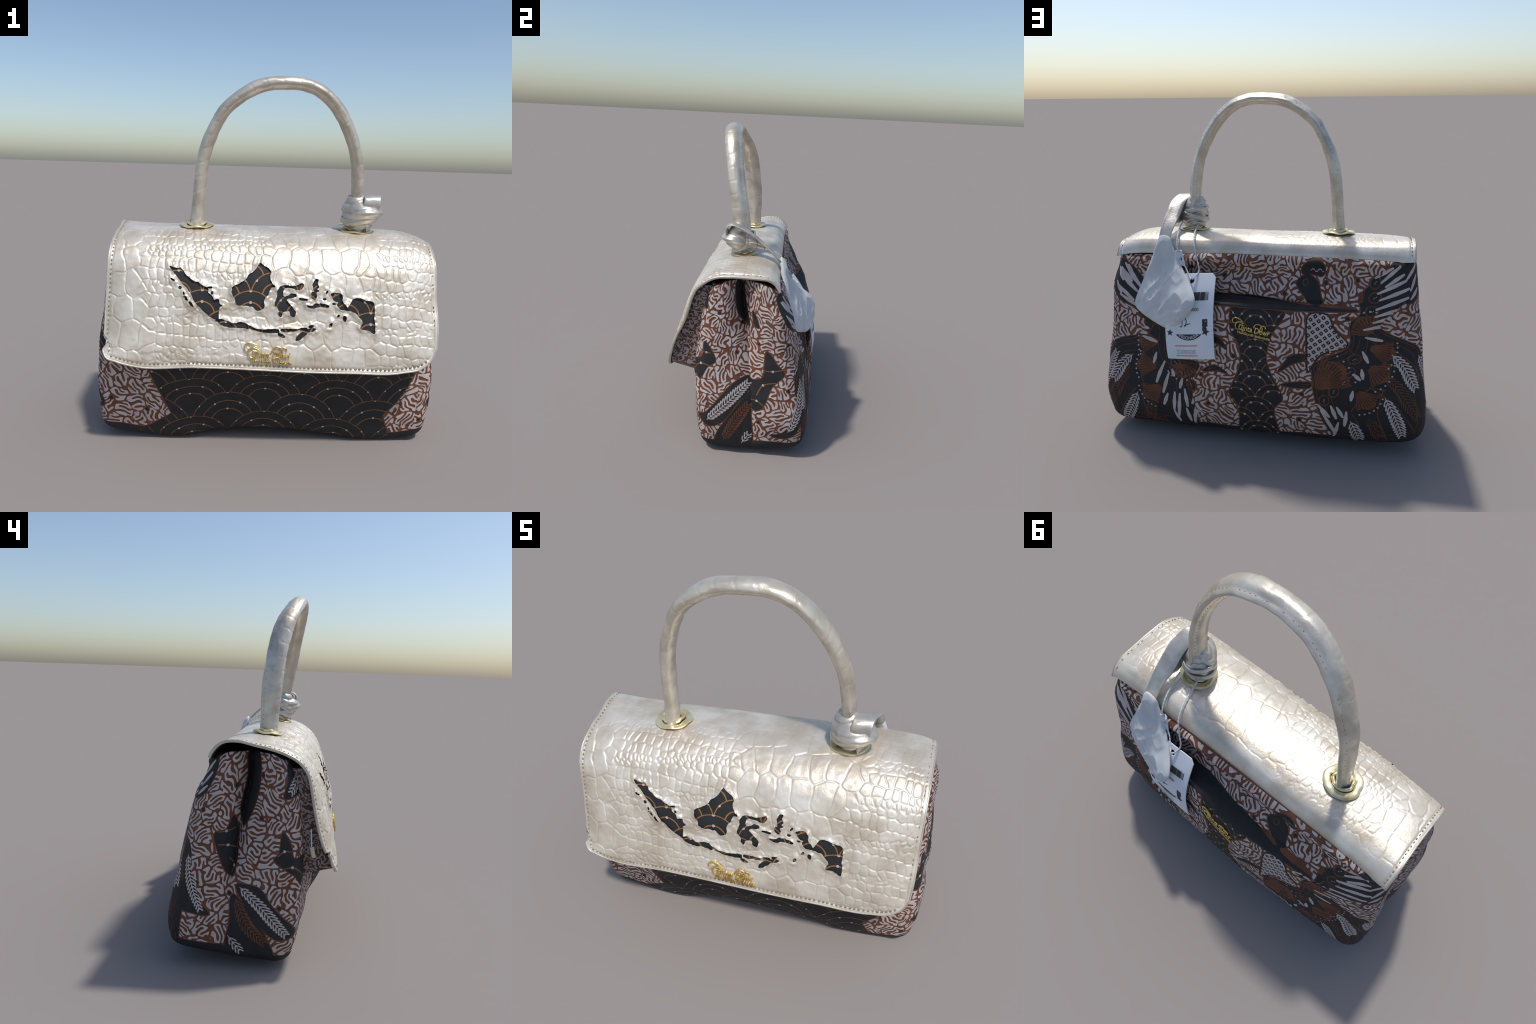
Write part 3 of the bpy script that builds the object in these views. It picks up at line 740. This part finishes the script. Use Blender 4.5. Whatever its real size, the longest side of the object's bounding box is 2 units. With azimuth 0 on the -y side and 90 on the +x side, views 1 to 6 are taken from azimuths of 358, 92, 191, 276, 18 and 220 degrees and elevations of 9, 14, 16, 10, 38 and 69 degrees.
def stitch_run(mg, pos, nrm, spacing, ln, wd, ht, skip=0.):
    d = np.r_[0, np.cumsum(np.linalg.norm(np.diff(pos, axis=0), axis=1))]
    for c in np.arange(spacing*.5, d[-1]-spacing*.4, spacing):
        if rng.uniform() < skip: continue
        c += rng.uniform(-.10, .10)*spacing
        p = np.array([np.interp(c, d, pos[:, k]) for k in range(3)]); p2 = np.array([np.interp(c+.004, d, pos[:, k]) for k in range(3)])
        n = np.array([np.interp(c, d, nrm[:, k]) for k in range(3)]); n /= np.linalg.norm(n)
        t = p2-p; t /= max(np.linalg.norm(t), 1e-9); b = np.cross(n, t)
        l = ln*rng.uniform(.8, 1.15)
        vs = []
        for a, w, h in ((-1, .5, -.3), (-.5, 1, .8), (.5, 1, .8), (1, .5, -.3)):
            for s_ in (-1, 1): vs.append(p+t*a*l/2+b*s_*w*wd/2+n*(h*ht-.001))
            for s_ in (1, -1): vs.append(p+t*a*l/2+b*s_*w*wd/2-n*ht)
        fs_ = []
        for k in range(3):
            o = 4*k
            for j in range(4): fs_.append([o+j, o+(j+1) % 4, o+4+(j+1) % 4, o+4+j])
        fs_ += [[3, 2, 1, 0], [12, 13, 14, 15]]
        mg.add(vs, fs_)
mg = Merge()
def inset_path(i=None, j=None):
    return (FP[i, :], FL0.N[i, :]) if i is not None else (FP[:, j], FL0.N[:, j])
P1, N1 = inset_path(i=6); stitch_run(mg, P1[10:-10], N1[10:-10], .024, .014, .0055, .004)
P1, N1 = inset_path(i=NX-7); stitch_run(mg, P1[10:-10], N1[10:-10], .024, .011, .0038, .0022, .35)
P1, N1 = inset_path(j=NR-8); stitch_run(mg, P1[12:-12], N1[12:-12], .022, .013, .0055, .0035)
mg.build('flap_stitching', M_stitch, parent=flap, smooth=False, stuff=True)

M_hollow, nt_, bs_ = new_mat('batik_darkened_for_flap_shade', .8)
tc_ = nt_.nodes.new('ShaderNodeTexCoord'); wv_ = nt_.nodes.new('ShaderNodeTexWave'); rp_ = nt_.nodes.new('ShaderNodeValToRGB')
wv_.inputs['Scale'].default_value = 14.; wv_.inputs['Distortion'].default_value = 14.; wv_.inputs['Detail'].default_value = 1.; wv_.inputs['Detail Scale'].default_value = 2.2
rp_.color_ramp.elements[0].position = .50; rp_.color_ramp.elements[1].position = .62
rp_.color_ramp.elements[0].color = (.085, .030, .014, 1); rp_.color_ramp.elements[1].color = (.26, .22, .215, 1)  # batik brown and white both darkened: shade under the flap is in the colours
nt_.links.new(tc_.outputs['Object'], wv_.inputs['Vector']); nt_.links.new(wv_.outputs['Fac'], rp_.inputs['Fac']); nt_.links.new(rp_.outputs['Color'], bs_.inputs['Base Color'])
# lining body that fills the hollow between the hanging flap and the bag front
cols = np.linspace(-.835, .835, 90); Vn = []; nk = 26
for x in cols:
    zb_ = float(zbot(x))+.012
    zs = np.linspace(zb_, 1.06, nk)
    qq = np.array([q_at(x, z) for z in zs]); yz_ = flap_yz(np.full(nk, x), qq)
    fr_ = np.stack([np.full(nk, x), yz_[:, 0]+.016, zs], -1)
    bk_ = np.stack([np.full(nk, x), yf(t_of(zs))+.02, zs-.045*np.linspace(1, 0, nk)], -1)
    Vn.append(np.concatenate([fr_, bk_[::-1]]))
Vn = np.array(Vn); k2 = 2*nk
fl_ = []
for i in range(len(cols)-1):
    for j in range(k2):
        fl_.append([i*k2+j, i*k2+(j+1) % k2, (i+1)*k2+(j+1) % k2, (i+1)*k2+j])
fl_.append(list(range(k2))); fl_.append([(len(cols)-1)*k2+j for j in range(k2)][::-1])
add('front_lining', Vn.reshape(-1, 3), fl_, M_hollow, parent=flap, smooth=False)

# ================================================================== HANDLE
spine = [(-.428, -.040, 1.15), (-.427, -.044, 1.20), (-.423, -.045, 1.263), (-.411, -.05, 1.427), (-.391, -.062, 1.571), (-.348, -.08, 1.702), (-.270, -.112, 1.832), (-.150, -.15, 1.921),
         (-.06, -.163, 1.955), (.03, -.168, 1.963), (.137, -.163, 1.958), (.235, -.157, 1.922), (.319, -.145, 1.848), (.391, -.123, 1.733), (.438, -.103, 1.613), (.462, -.08, 1.489), (.466, -.06, 1.361), (.478, -.045, 1.231), (.48, -.042, 1.15)]
sp = catmull(spine, 16)+np.array([.006, 0., 0.])
d = np.r_[0, np.cumsum(np.linalg.norm(np.diff(sp, axis=0), axis=1))]
NH = 330; dd = np.linspace(0, d[-1], NH); sp = np.stack([np.interp(dd, d, sp[:, k]) for k in range(3)], -1)
KH = 48; th = np.linspace(0, 2*np.pi, KH, endpoint=False)
# profile: x = side (outward), y = up vector (towards the back): rounded front, pinched seam at the back
c, s_ = np.cos(th), np.sin(th)
hx = .0345*c*(1-.36*sstep(0., 1., s_)); hy = .056*s_-.003
hp = np.stack([hx, hy], -1)
u = dd/dd[-1]
sc = np.ones((NH, 2)); endf = np.minimum(u, 1-u)
sc[:, 0] = 1.+.08*sstep(.10, .0, endf)+.015*np.sin(u*60)+.04*noise2(u*16, u*0, 71); sc[:, 1] = 1.-.03*sstep(.12, 0, endf)+.06*noise2(u*14, u*0+3, 72)
hv, hf = sweep(sp, hp, (0, 1, 0), scale=sc)
H3 = hv.reshape(NH, KH, 3)
cen = H3.mean(1, keepdims=True); rad = H3-cen; rl = np.linalg.norm(rad, axis=2, keepdims=True); rad /= rl
UU, TT = np.meshgrid(dd, th, indexing='ij')
rings = (UU+.018*np.sin(TT*1.0+2)+.012*noise2(TT*1.2, UU*9, 73))/.082
gr = np.abs(rings-np.round(rings)); frontside = sstep(.35, -.3, np.sin(TT))
hr = -.0022*np.exp(-(gr/.05)**2)*frontside+.0016*noise2(UU*26, TT*3, 74)+.0014*noise2(UU*9, TT*1.2+4, 75)
hr += -.0022*np.exp(-((np.sin(TT)-.62)/.10)**2)*(np.abs(np.cos(TT)) > .2)
H3 = H3+rad*hr[..., None]
handle = add('handle', H3.reshape(-1, 3), hf, M_handle)
mg = Merge()
for jj in (int(KH*.125), int(KH*.375)):
    pos = H3[8:-8, jj]; stitch_run(mg, pos, rad[8:-8, jj], .025, .010, .0036, .0018, .3)
mg.build('handle_stitching', M_stitch, parent=handle, smooth=False, stuff=True)

# ================================================================== GROMMETS
def grommet(cx, cy, cz, tilt):
    mg = Merge(); n = 64; a = np.linspace(0, 2*np.pi, n, endpoint=False)
    def ringp(r, dz, w=.006): 
        return np.stack([cx+r*np.cos(a)*(1+.05*np.sin(3*a+1)+.03*np.sin(7*a)), cy+r*.92*np.sin(a)*(1+.03*np.cos(2*a)), cz+dz+tilt[0]*r*np.cos(a)+tilt[1]*r*np.sin(a)+.003*np.sin(5*a+cx*9)], -1)
    v, f = sweep(ringp(.078, .003), ring_prof(.019, .0065, 12), (0, 0, 1), closed=True); mg.add(v, f)
    v, f = sweep(ringp(.048, .013), ring_prof(.009, .008, 10), (0, 0, 1), closed=True); mg.add(v, f)
    return mg.build('grommet', M_ring)
g1 = grommet(-.424, -.042, 1.192, (.0, .10)); g2 = grommet(.478, -.040, 1.183, (-.03, .10))
for (cx, cy, cz, tx) in ((-.424, -.042, 1.188, 0.), (.478, -.040, 1.180, -.03)):
    n = 40; a = np.linspace(0, 2*np.pi, n, endpoint=False); v = [(cx, cy, cz)]
    v += [(cx+.066*math.cos(t), cy+.06*math.sin(t), cz+tx*.066*math.cos(t)+.1*.06*math.sin(t)) for t in a]
    add('grommet_well', v, [[0, 1+i, 1+(i+1) % n] for i in range(n)], M_stitch, parent=handle)

# ================================================================== KNOTTED STRAP
kn = 96; kz = 60
ang = np.linspace(0, 2*np.pi, kn, endpoint=False); zz = np.linspace(1.195, 1.385, kz)
AN, ZZ = np.meshgrid(ang, zz, indexing='ij')
axx = np.interp(ZZ, [1.15, 1.231, 1.361, 1.489], [.48, .478, .466, .462]); axy = np.interp(ZZ, [1.15, 1.231, 1.361, 1.489], [-.042, -.045, -.06, -.08])
rr = curve(ZZ, [1.19, 1.22, 1.27, 1.31, 1.34, 1.37, 1.39], [.062, .078, .086, .080, .066, .048, .034])
fr_ = sstep(.5, -.8, np.sin(AN))                                  # fuller toward the front
rr = rr*(.74+.32*fr_)+.062*np.exp(-((ZZ-1.295)/.062)**2)*np.maximum(np.cos(AN+.65), 0)**1.5+.012*np.exp(-((ZZ-1.30)/.03)**2)*np.maximum(np.cos(AN+.6), 0)
tw = (ZZ-1.2)/.045+AN/(2*np.pi)*1.0+.35*np.sin(AN*2)
fold = np.abs(tw-np.round(tw))
rr += .0075*sstep(.0, .35, fold)-.004+.005*noise2(AN*2.2, ZZ*30, 81)*np.sin(AN/2)
kp = np.stack([axx+rr*np.cos(AN), axy+rr*.95*np.sin(AN), ZZ], -1)
kf = grid_faces(kn, kz, wrap_i=True).tolist()
kf.append([int(i*kz+kz-1) for i in range(kn)]); kf.append([int(i*kz) for i in range(kn)][::-1])
knot = add('knot', kp.reshape(-1, 3), kf, M_strap)
# wrapped turns of the strap round the leg
for zc, r0, t0, w in ((1.265, .078, .25, .016), (1.295, .072, -.15, .014)):
    a = np.linspace(0, 2*np.pi, 72, endpoint=False)
    pth = np.stack([.474+r0*np.cos(a)*(1+.06*np.sin(2*a+zc*50)), -.052+r0*np.sin(a)*(.98+.05*np.cos(3*a)), zc+t0*r0*np.cos(a)+.012*np.sin(a)+.003*np.sin(4*a)], -1)
    v, f = sweep(pth, ring_prof(.006, w, 12, 2.6), (0, 0, 1), closed=True)
    add('strap_turn', v, f, M_strap, parent=knot)
# a crushed fold that fills the inside of the strap's bend
na, nb_ = 48, 32
ta, tb_ = np.meshgrid(np.linspace(0, 2*np.pi, na, endpoint=False), np.linspace(-1.5, 1.5, nb_), indexing='ij')
ux, uy, uz = np.cos(ta)*np.cos(tb_), np.sin(ta)*np.cos(tb_), np.sin(tb_)
cr_ = 1+.16*np.abs(noise2(ta*1.9+uz*2, tb_*2.6+4, 141))*np.sin(ta/2)-.10*np.abs(np.sin(3*ta+4*tb_))*np.sin(ta/2)
kfv = np.stack([.540+.044*cr_*ux, -.100+.047*cr_*uy, 1.318+.060*cr_*uz+.010*uy], -1)
kff = grid_faces(na, nb_, wrap_i=True).tolist()
kff.append([int(i*nb_+nb_-1) for i in range(na)]); kff.append([int(i*nb_) for i in range(na)][::-1])
add('knot_fold', kfv.reshape(-1, 3), kff, M_strap, parent=knot)
# the free strap: rises from the front, bends over and hangs to the pouch at the back
stp = catmull([(.520, -.100, 1.26), (.530, -.132, 1.285), (.538, -.152, 1.325), (.545, -.148, 1.368), (.552, -.11, 1.384), (.570, -.03, 1.355), (.576, .063, 1.288), (.582, .14, 1.225), (.586, .20, 1.165)], 16)
n = len(stp); hw = np.interp(np.linspace(0, 1, n), [0, .25, .5, .8, 1], [.040, .046, .046, .042, .032])
sd = np.array([1., .10, 0.])
pr = ring_prof(1., .0055, 20, 4.)
T = np.gradient(stp, axis=0); T /= np.linalg.norm(T, axis=1)[:, None]
S = sd[None]-(T*sd).sum(1)[:, None]*T; S /= np.linalg.norm(S, axis=1)[:, None]; Nn = np.cross(S, T)
SV = stp[:, None]+S[:, None]*(pr[None, :, 0, None]*hw[:, None, None])+Nn[:, None]*pr[None, :, 1, None]
cr = .006*noise2(np.linspace(0, 7, n)[:, None]+0*pr[None, :, 0], 2*pr[None, :, 0]+9+0*hw[:, None], 91)
SV = SV+Nn[:, None]*cr[..., None]
k = len(pr); sf = []
for i in range(n-1):
    for j in range(k): sf.append([i*k+j, i*k+(j+1) % k, (i+1)*k+(j+1) % k, (i+1)*k+j])
sf.append(list(range(k))[::-1]); sf.append([(n-1)*k+j for j in range(k)])
strap = add('strap', SV.reshape(-1, 3), sf, M_strap)

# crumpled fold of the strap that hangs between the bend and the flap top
nw, nh2 = 40, 16
pw = stp[int(n*.52):int(n*.80)]; pw = pw[np.linspace(0, len(pw)-1, nw).astype(int)]
WV = []
for i_, p_ in enumerate(pw):
    f_ = i_/(nw-1); zt = p_[2]-.004; zl = 1.185-.03*f_
    low = zt+(zl-zt)*(1-.75*f_)
    for j_ in range(nh2):
        g_ = j_/(nh2-1)
        WV.append((p_[0]-.018*g_+.012*math.sin(g_*5+f_*9)+.006*math.sin(g_*13+f_*4), p_[1]-.02*g_*(1-f_), zt+(low-zt)*g_))
fold_ob = add('strap_fold', WV, grid_faces(nw, nh2), M_strap, parent=strap)
md = fold_ob.modifiers.new('thickness', 'SOLIDIFY'); md.thickness = .012; md.offset = 0

# ================================================================== POUCH
out = catmull([(.607, 1.19), (.55, 1.185), (.525, 1.13), (.475, 1.04), (.41, .97), (.352, .905), (.338, .865), (.36, .815), (.41, .755), (.47, .705), (.53, .69), (.60, .71), (.69, .745), (.752, .785), (.748, .835), (.705, .95), (.658, 1.06), (.632, 1.13)], 10, True)
no = len(out); nr = 40; cen = np.array([.555, .89])
yp = lambda x, z: curve(z, [.68, .74, .80, .88, .95, 1.05, 1.19], [.415, .415, .400, .366, .314, .246, .202])-(x-.45)*.34*sstep(1.15, .85, z)
rad_ = np.sin(np.linspace(0, np.pi/2, nr))
Vp = []
for side in (1, -1):
    for r in rad_[:-1] if side < 0 else rad_:
        xz = cen+(out-cen)*r
        x, z = xz[:, 0], xz[:, 1]
        thick = (.020 if side > 0 else .018)*min(1., 1.9*np.sqrt(max(0, 1-r**3.)))
        y0 = yp(x, z)
        wr = .015*np.abs(noise2(x*6+z*4, z*5-x*2, 101))+.012*np.abs(noise2(x*10-z*7, z*6+x*5, 103))+.004*noise2(x*24-z*10, z*18+x*8, 102)-.006
        wr = wr+.009*(1-np.abs(noise2(x*6+z*4+3, z*5-x*5, 105)))**6+.006*(1-np.abs(noise2(x*13-z*6, z*7+x*9, 106)))**7
        lower = .0035*np.sin((z*1.0+x*.55)*150+4*noise2(x*8, z*8, 104))*np.exp(-((z-.76-.2*(.55-x))/.05)**2)
        Vp.append(np.stack([x, y0+side*thick+(wr+lower if side > 0 else wr*.6)*(1-r**6), z], -1))
Vp = np.array(Vp); rows = Vp.shape[0]
pf = []
def rw(i): return i*no
for i in range(nr-1):
    for j in range(no): pf.append([rw(i)+j, rw(i+1)+j, rw(i+1)+(j+1) % no, rw(i)+(j+1) % no])
for i in range(nr-2):
    a, b = nr+i, nr+i+1
    for j in range(no): pf.append([rw(a)+(j+1) % no, rw(b)+(j+1) % no, rw(b)+j, rw(a)+j])
a, b = nr+nr-2, nr-1
for j in range(no): pf.append([rw(a)+(j+1) % no, rw(b)+(j+1) % no, rw(b)+j, rw(a)+j])
pouch = add('pouch', Vp.reshape(-1, 3), pf, M_cloth)

# ================================================================== PRICE TAG
TW, TH = .30, .49
def tag_point(a, b):
    """a 0..TW from the +x edge, b 0..TH from the bottom"""
    a = np.asarray(a, float); b = np.asarray(b, float); f = b/TH; g = a/TW
    xt = .533-.288*g; xb = .508-.290*g
    x = xb+(xt-xb)*f; z = (.517+.031*g)+((.985+.02*g)-(.517+.031*g))*f
    y = curve(z, [.50, .55, .67, .73, .85, .914, .967, 1.01], [.437, .445, .434, .422, .376, .338, .300, .268])+.012*(g-.5)*1.2
    y += .006*np.sin(g*np.pi)+.003*noise2(x*12, z*9, 111)
    return np.stack([x, y, z], -1)
ag, bg = np.meshgrid(np.linspace(0, TW, 151), np.linspace(0, TH, 246), indexing='ij')
TS = Surf(ag, bg, tag_point(ag, bg))
if TS.N[75, 120, 1] < 0: TS.N *= -1; TFLIP = True
else: TFLIP = False
tf = np.minimum(np.minimum(ag, TW-ag), np.minimum(bg, TH-bg))+.0008
cut = np.minimum(ag, TW-ag)+(TH-bg)-.022; tf = np.minimum(tf, cut)
tf = np.minimum(tf, np.hypot(ag-.155, bg-.452)-.0145)
tf = np.minimum(tf, .03*1+0*tf)
tag = layer('price_tag', TS, tf, 0., M_paper, root, flip=TFLIP, stuff=False)
md = tag.modifiers.new('thickness', 'SOLIDIFY'); md.thickness = .005; md.offset = -1
def tmark(name, F, mat, off=.0014): return layer(name, TS, F, off, mat, tag, flip=TFLIP, stuff=False)
BC = np.full(ag.shape, -1.); xx = .172
for k in range(15):
    w = rng.choice([.0016, .0022, .0038, .0055]); 
    BC = np.maximum(BC, np.minimum(w-np.abs(ag-xx), .022-np.abs(bg-.370))); xx += w+.0016+rng.choice([.002, .003, .0045])
    if xx > .268: break
tmark('barcode', BC, M_ink)
# crescent seal with lettering, two stars, red rules
cresc = np.minimum(.109-np.hypot(ag-.148, bg-.231), .158-bg)
tmark('seal_crescent', cresc, M_ink)
def star(ca, cb, r, rot):
    p = []
    for k in range(10):
        q = r if k % 2 == 0 else r*.42; t = rot+k*math.pi/5
        p.append((ca+q*math.sin(t), cb+q*math.cos(t)))
    return sd_poly(ag, bg, p)
tmark('seal_star', star(.252, .172, .027, .3), M_ink); tmark('seal_star', star(.030, .168, .022, .1), M_ink)
orn = np.minimum(.0025+.004*noise2(ag*90, bg*90, 121), .016-np.abs(ag-.25)); orn = np.minimum(orn, .030-np.abs(bg-.215))
tmark('seal_ornament', orn, M_ink)
for bb in (.086, .022): tmark('red_rule', np.minimum(.0022-np.abs(bg-bb-.004*(ag/TW)), .070-np.abs(ag-.128)), M_red)
note = Field(ag, bg)
note.line(catmull([(.095, .205), (.108, .205), (.112, .245), (.128, .252), (.136, .235)], 6), .0022)
note.line(catmull([(.136, .238), (.134, .222), (.124, .205), (.140, .216), (.158, .220)], 6), .0022)
tmark('handwritten_note', note.F, M_ink)

def text_mesh(body_txt, size, extrude=.0, bevel=0., shear=0.):
    cu = bpy.data.curves.new('lettering', 'FONT'); cu.body = body_txt; cu.size = size; cu.extrude = extrude
    cu.bevel_depth = bevel; cu.bevel_resolution = 1; cu.shear = shear; cu.resolution_u = 3
    ob = bpy.data.objects.new('lettering', cu); bpy.context.scene.collection.objects.link(ob)
    dg = bpy.context.evaluated_depsgraph_get(); dg.update()
    me = bpy.data.meshes.new_from_object(ob.evaluated_get(dg))
    v = np.array([x.co[:] for x in me.vertices]).reshape(-1, 3); f = [list(p.vertices) for p in me.polygons]
    bpy.data.objects.remove(ob); bpy.data.curves.remove(cu); bpy.data.meshes.remove(me)
    return v, f
def tag_text(txt, size, a0, b0, mat, name, arc=None, fit=None):
    v, f = text_mesh(txt, size)
    if fit: v[:, 0] *= fit/max(v[:, 0].max(), 1e-6)
    a = v[:, 0]; b = v[:, 1]
    if arc:
        ca, cb, r = arc; L_ = a.max(); t = (a-L_/2)/r
        A_ = ca+(r-b)*np.sin(t); B_ = cb-(r-b)*np.cos(t)
    else: A_ = a0+a; B_ = b0+b
    p = TS.at(np.stack([A_/TW*150, B_/TH*245], -1), .0024)
    return add(name, p, f, mat, parent=tag, smooth=False)
tag_text('INDONESIA', .027, 0, 0, M_paper, 'seal_lettering', arc=(.148, .231, .103), fit=.135)
tag_text('4000', .026, .158, .290, M_ink, 'printed_number', fit=.052)
tag_text('3200000', .040, .062, .036, M_grey, 'price_number', fit=.125)

# small curled second tag and the cords
tb = []; nu, nvv = 14, 18
for i in range(nu):
    for j in range(nvv):
        a = (i/(nu-1)-.5); b = j/(nvv-1)
        tb.append((.487+a*.058*(1-.35*b)-.02*(1-b), .228-.015*b+.02*(1-b)**2+.018*(a*2)**2, 1.112-.085*(1-b)))
small = add('small_tag', tb, grid_faces(nu, nvv), M_paper)
md = small.modifiers.new('thickness', 'SOLIDIFY'); md.thickness = .005; md.offset = 0
def cord(pts, r=.0042):
    p = catmull(pts, 14); n = len(p)
    th_ = np.linspace(0, 2*np.pi, 8, endpoint=False)
    v, f = sweep(p, ring_prof(r, r, 8), (.3, .2, .93), scale=np.stack([1+.25*np.sin(np.arange(n)*1.7), 1+.25*np.cos(np.arange(n)*1.7)], -1))
    return add('cord', v, f, M_cord)
cord([(.53, .03, 1.235), (.525, .09, 1.215), (.512, .165, 1.185), (.50, .215, 1.135), (.49, .222, 1.10)])
cord([(.445, -.06, 1.25), (.435, .04, 1.208), (.418, .13, 1.196), (.400, .198, 1.150), (.380, .232, 1.09), (.352, .268, 1.015), (.362, .302, .985), (.378, .318, .970)])
cord([(.462, .245, 1.05), (.435, .262, 1.02), (.405, .295, .985), (.385, .318, .970)], .0035)
# slim pull that hangs inside the left gusset
cord([(-.868, -.318, .76), (-.870, -.322, .71), (-.871, -.325, .66)], .0035)
pv, pf_ = sweep(catmull([(-.871, -.325, .668), (-.871, -.33, .645), (-.870, -.338, .612)], 6), ring_prof(.012, .006, 10), (1, 0, 0))
add('zip_pull', pv, pf_, M_handle)

# ================================================================== GOLD LETTERING
def emblem(surface_pt, width, parent):
    mg = Merge()
    v, f = text_mesh('Cinta Dewi', .10, .0045, .0012, .28)
    v[:, 0] *= width*.80/v[:, 0].max(); v[:, 0] += width*.16; v[:, 1] = v[:, 1]*.62+.030
    mg.add(surface_pt(v[:, 0], v[:, 1], v[:, 2]+.006), f)
    v, f = text_mesh('Handicraft Indonesia', .05, .004, .0008, 0.)
    v[:, 0] *= width*.84/v[:, 0].max(); v[:, 0] += width*.15; v[:, 1] = v[:, 1]*.60
    mg.add(surface_pt(v[:, 0], v[:, 1], v[:, 2]+.006), f)
    w = width
    for pts in ([(.30*w, .092), (.22*w, .108), (.10*w, .112), (.03*w, .10), (.02*w, .08), (.07*w, .070), (.14*w, .082), (.24*w, .094), (.32*w, .082)],
                [(.30*w, .078), (.20*w, .086), (.11*w, .068), (.10*w, .042), (.17*w, .030), (.26*w, .044), (.27*w, .066), (.19*w, .070)],
                [(.58*w, .066), (.60*w, .086), (.68*w, .100), (.77*w, .094), (.80*w, .070), (.75*w, .046), (.66*w, .040)],
                [(.72*w, .040), (.75*w, .075), (.80*w, .096), (.87*w, .094), (.88*w, .078)]):
        p = catmull(pts, 8); n = len(p)
        P3 = surface_pt(p[:, 0], p[:, 1], np.full(n, .009)); Q3 = surface_pt(p[:, 0], p[:, 1], np.full(n, .02))
        vv, ff = sweep(P3, ring_prof(.0035, .0050, 8), (Q3-P3)); mg.add(vv, ff)
    return mg.build('lettering', M_metal, parent=parent, smooth=False)
def on_flap(a, b, h):
    x = -.145+a; z = .538+b*.86-.045*a
    q = np.array([q_at(float(p), float(r)) for p, r in zip(x, z)])
    e = .004
    y1 = flap_yz(x, q); y2 = flap_yz(x, q+e)
    t = y2-y1; t /= np.linalg.norm(t, axis=1)[:, None]; nrm = np.stack([t[:, 1], -t[:, 0]], -1)
    if nrm[0, 0] > 0: nrm = -nrm
    yz_ = y1+nrm*h[:, None]
    return np.stack([x, yz_[:, 0], yz_[:, 1]], -1)
emblem(on_flap, .250, flap)
def on_back(a, b, h):
    x = .118-a; z = .705+b*.72-.13*a
    st = back(np.stack([x, z], -1))
    return SURF.at(np.stack([st[:, 0]/PERI*NS, st[:, 1]/H_TOP*NT], -1), 0.)+SURF.at(np.stack([st[:, 0]/PERI*NS, st[:, 1]/H_TOP*NT], -1), 1.)*h[:, None]*0+np.stack([0*x, h*.7+.002, 0*x], -1)
emblem(on_back, .232, body)
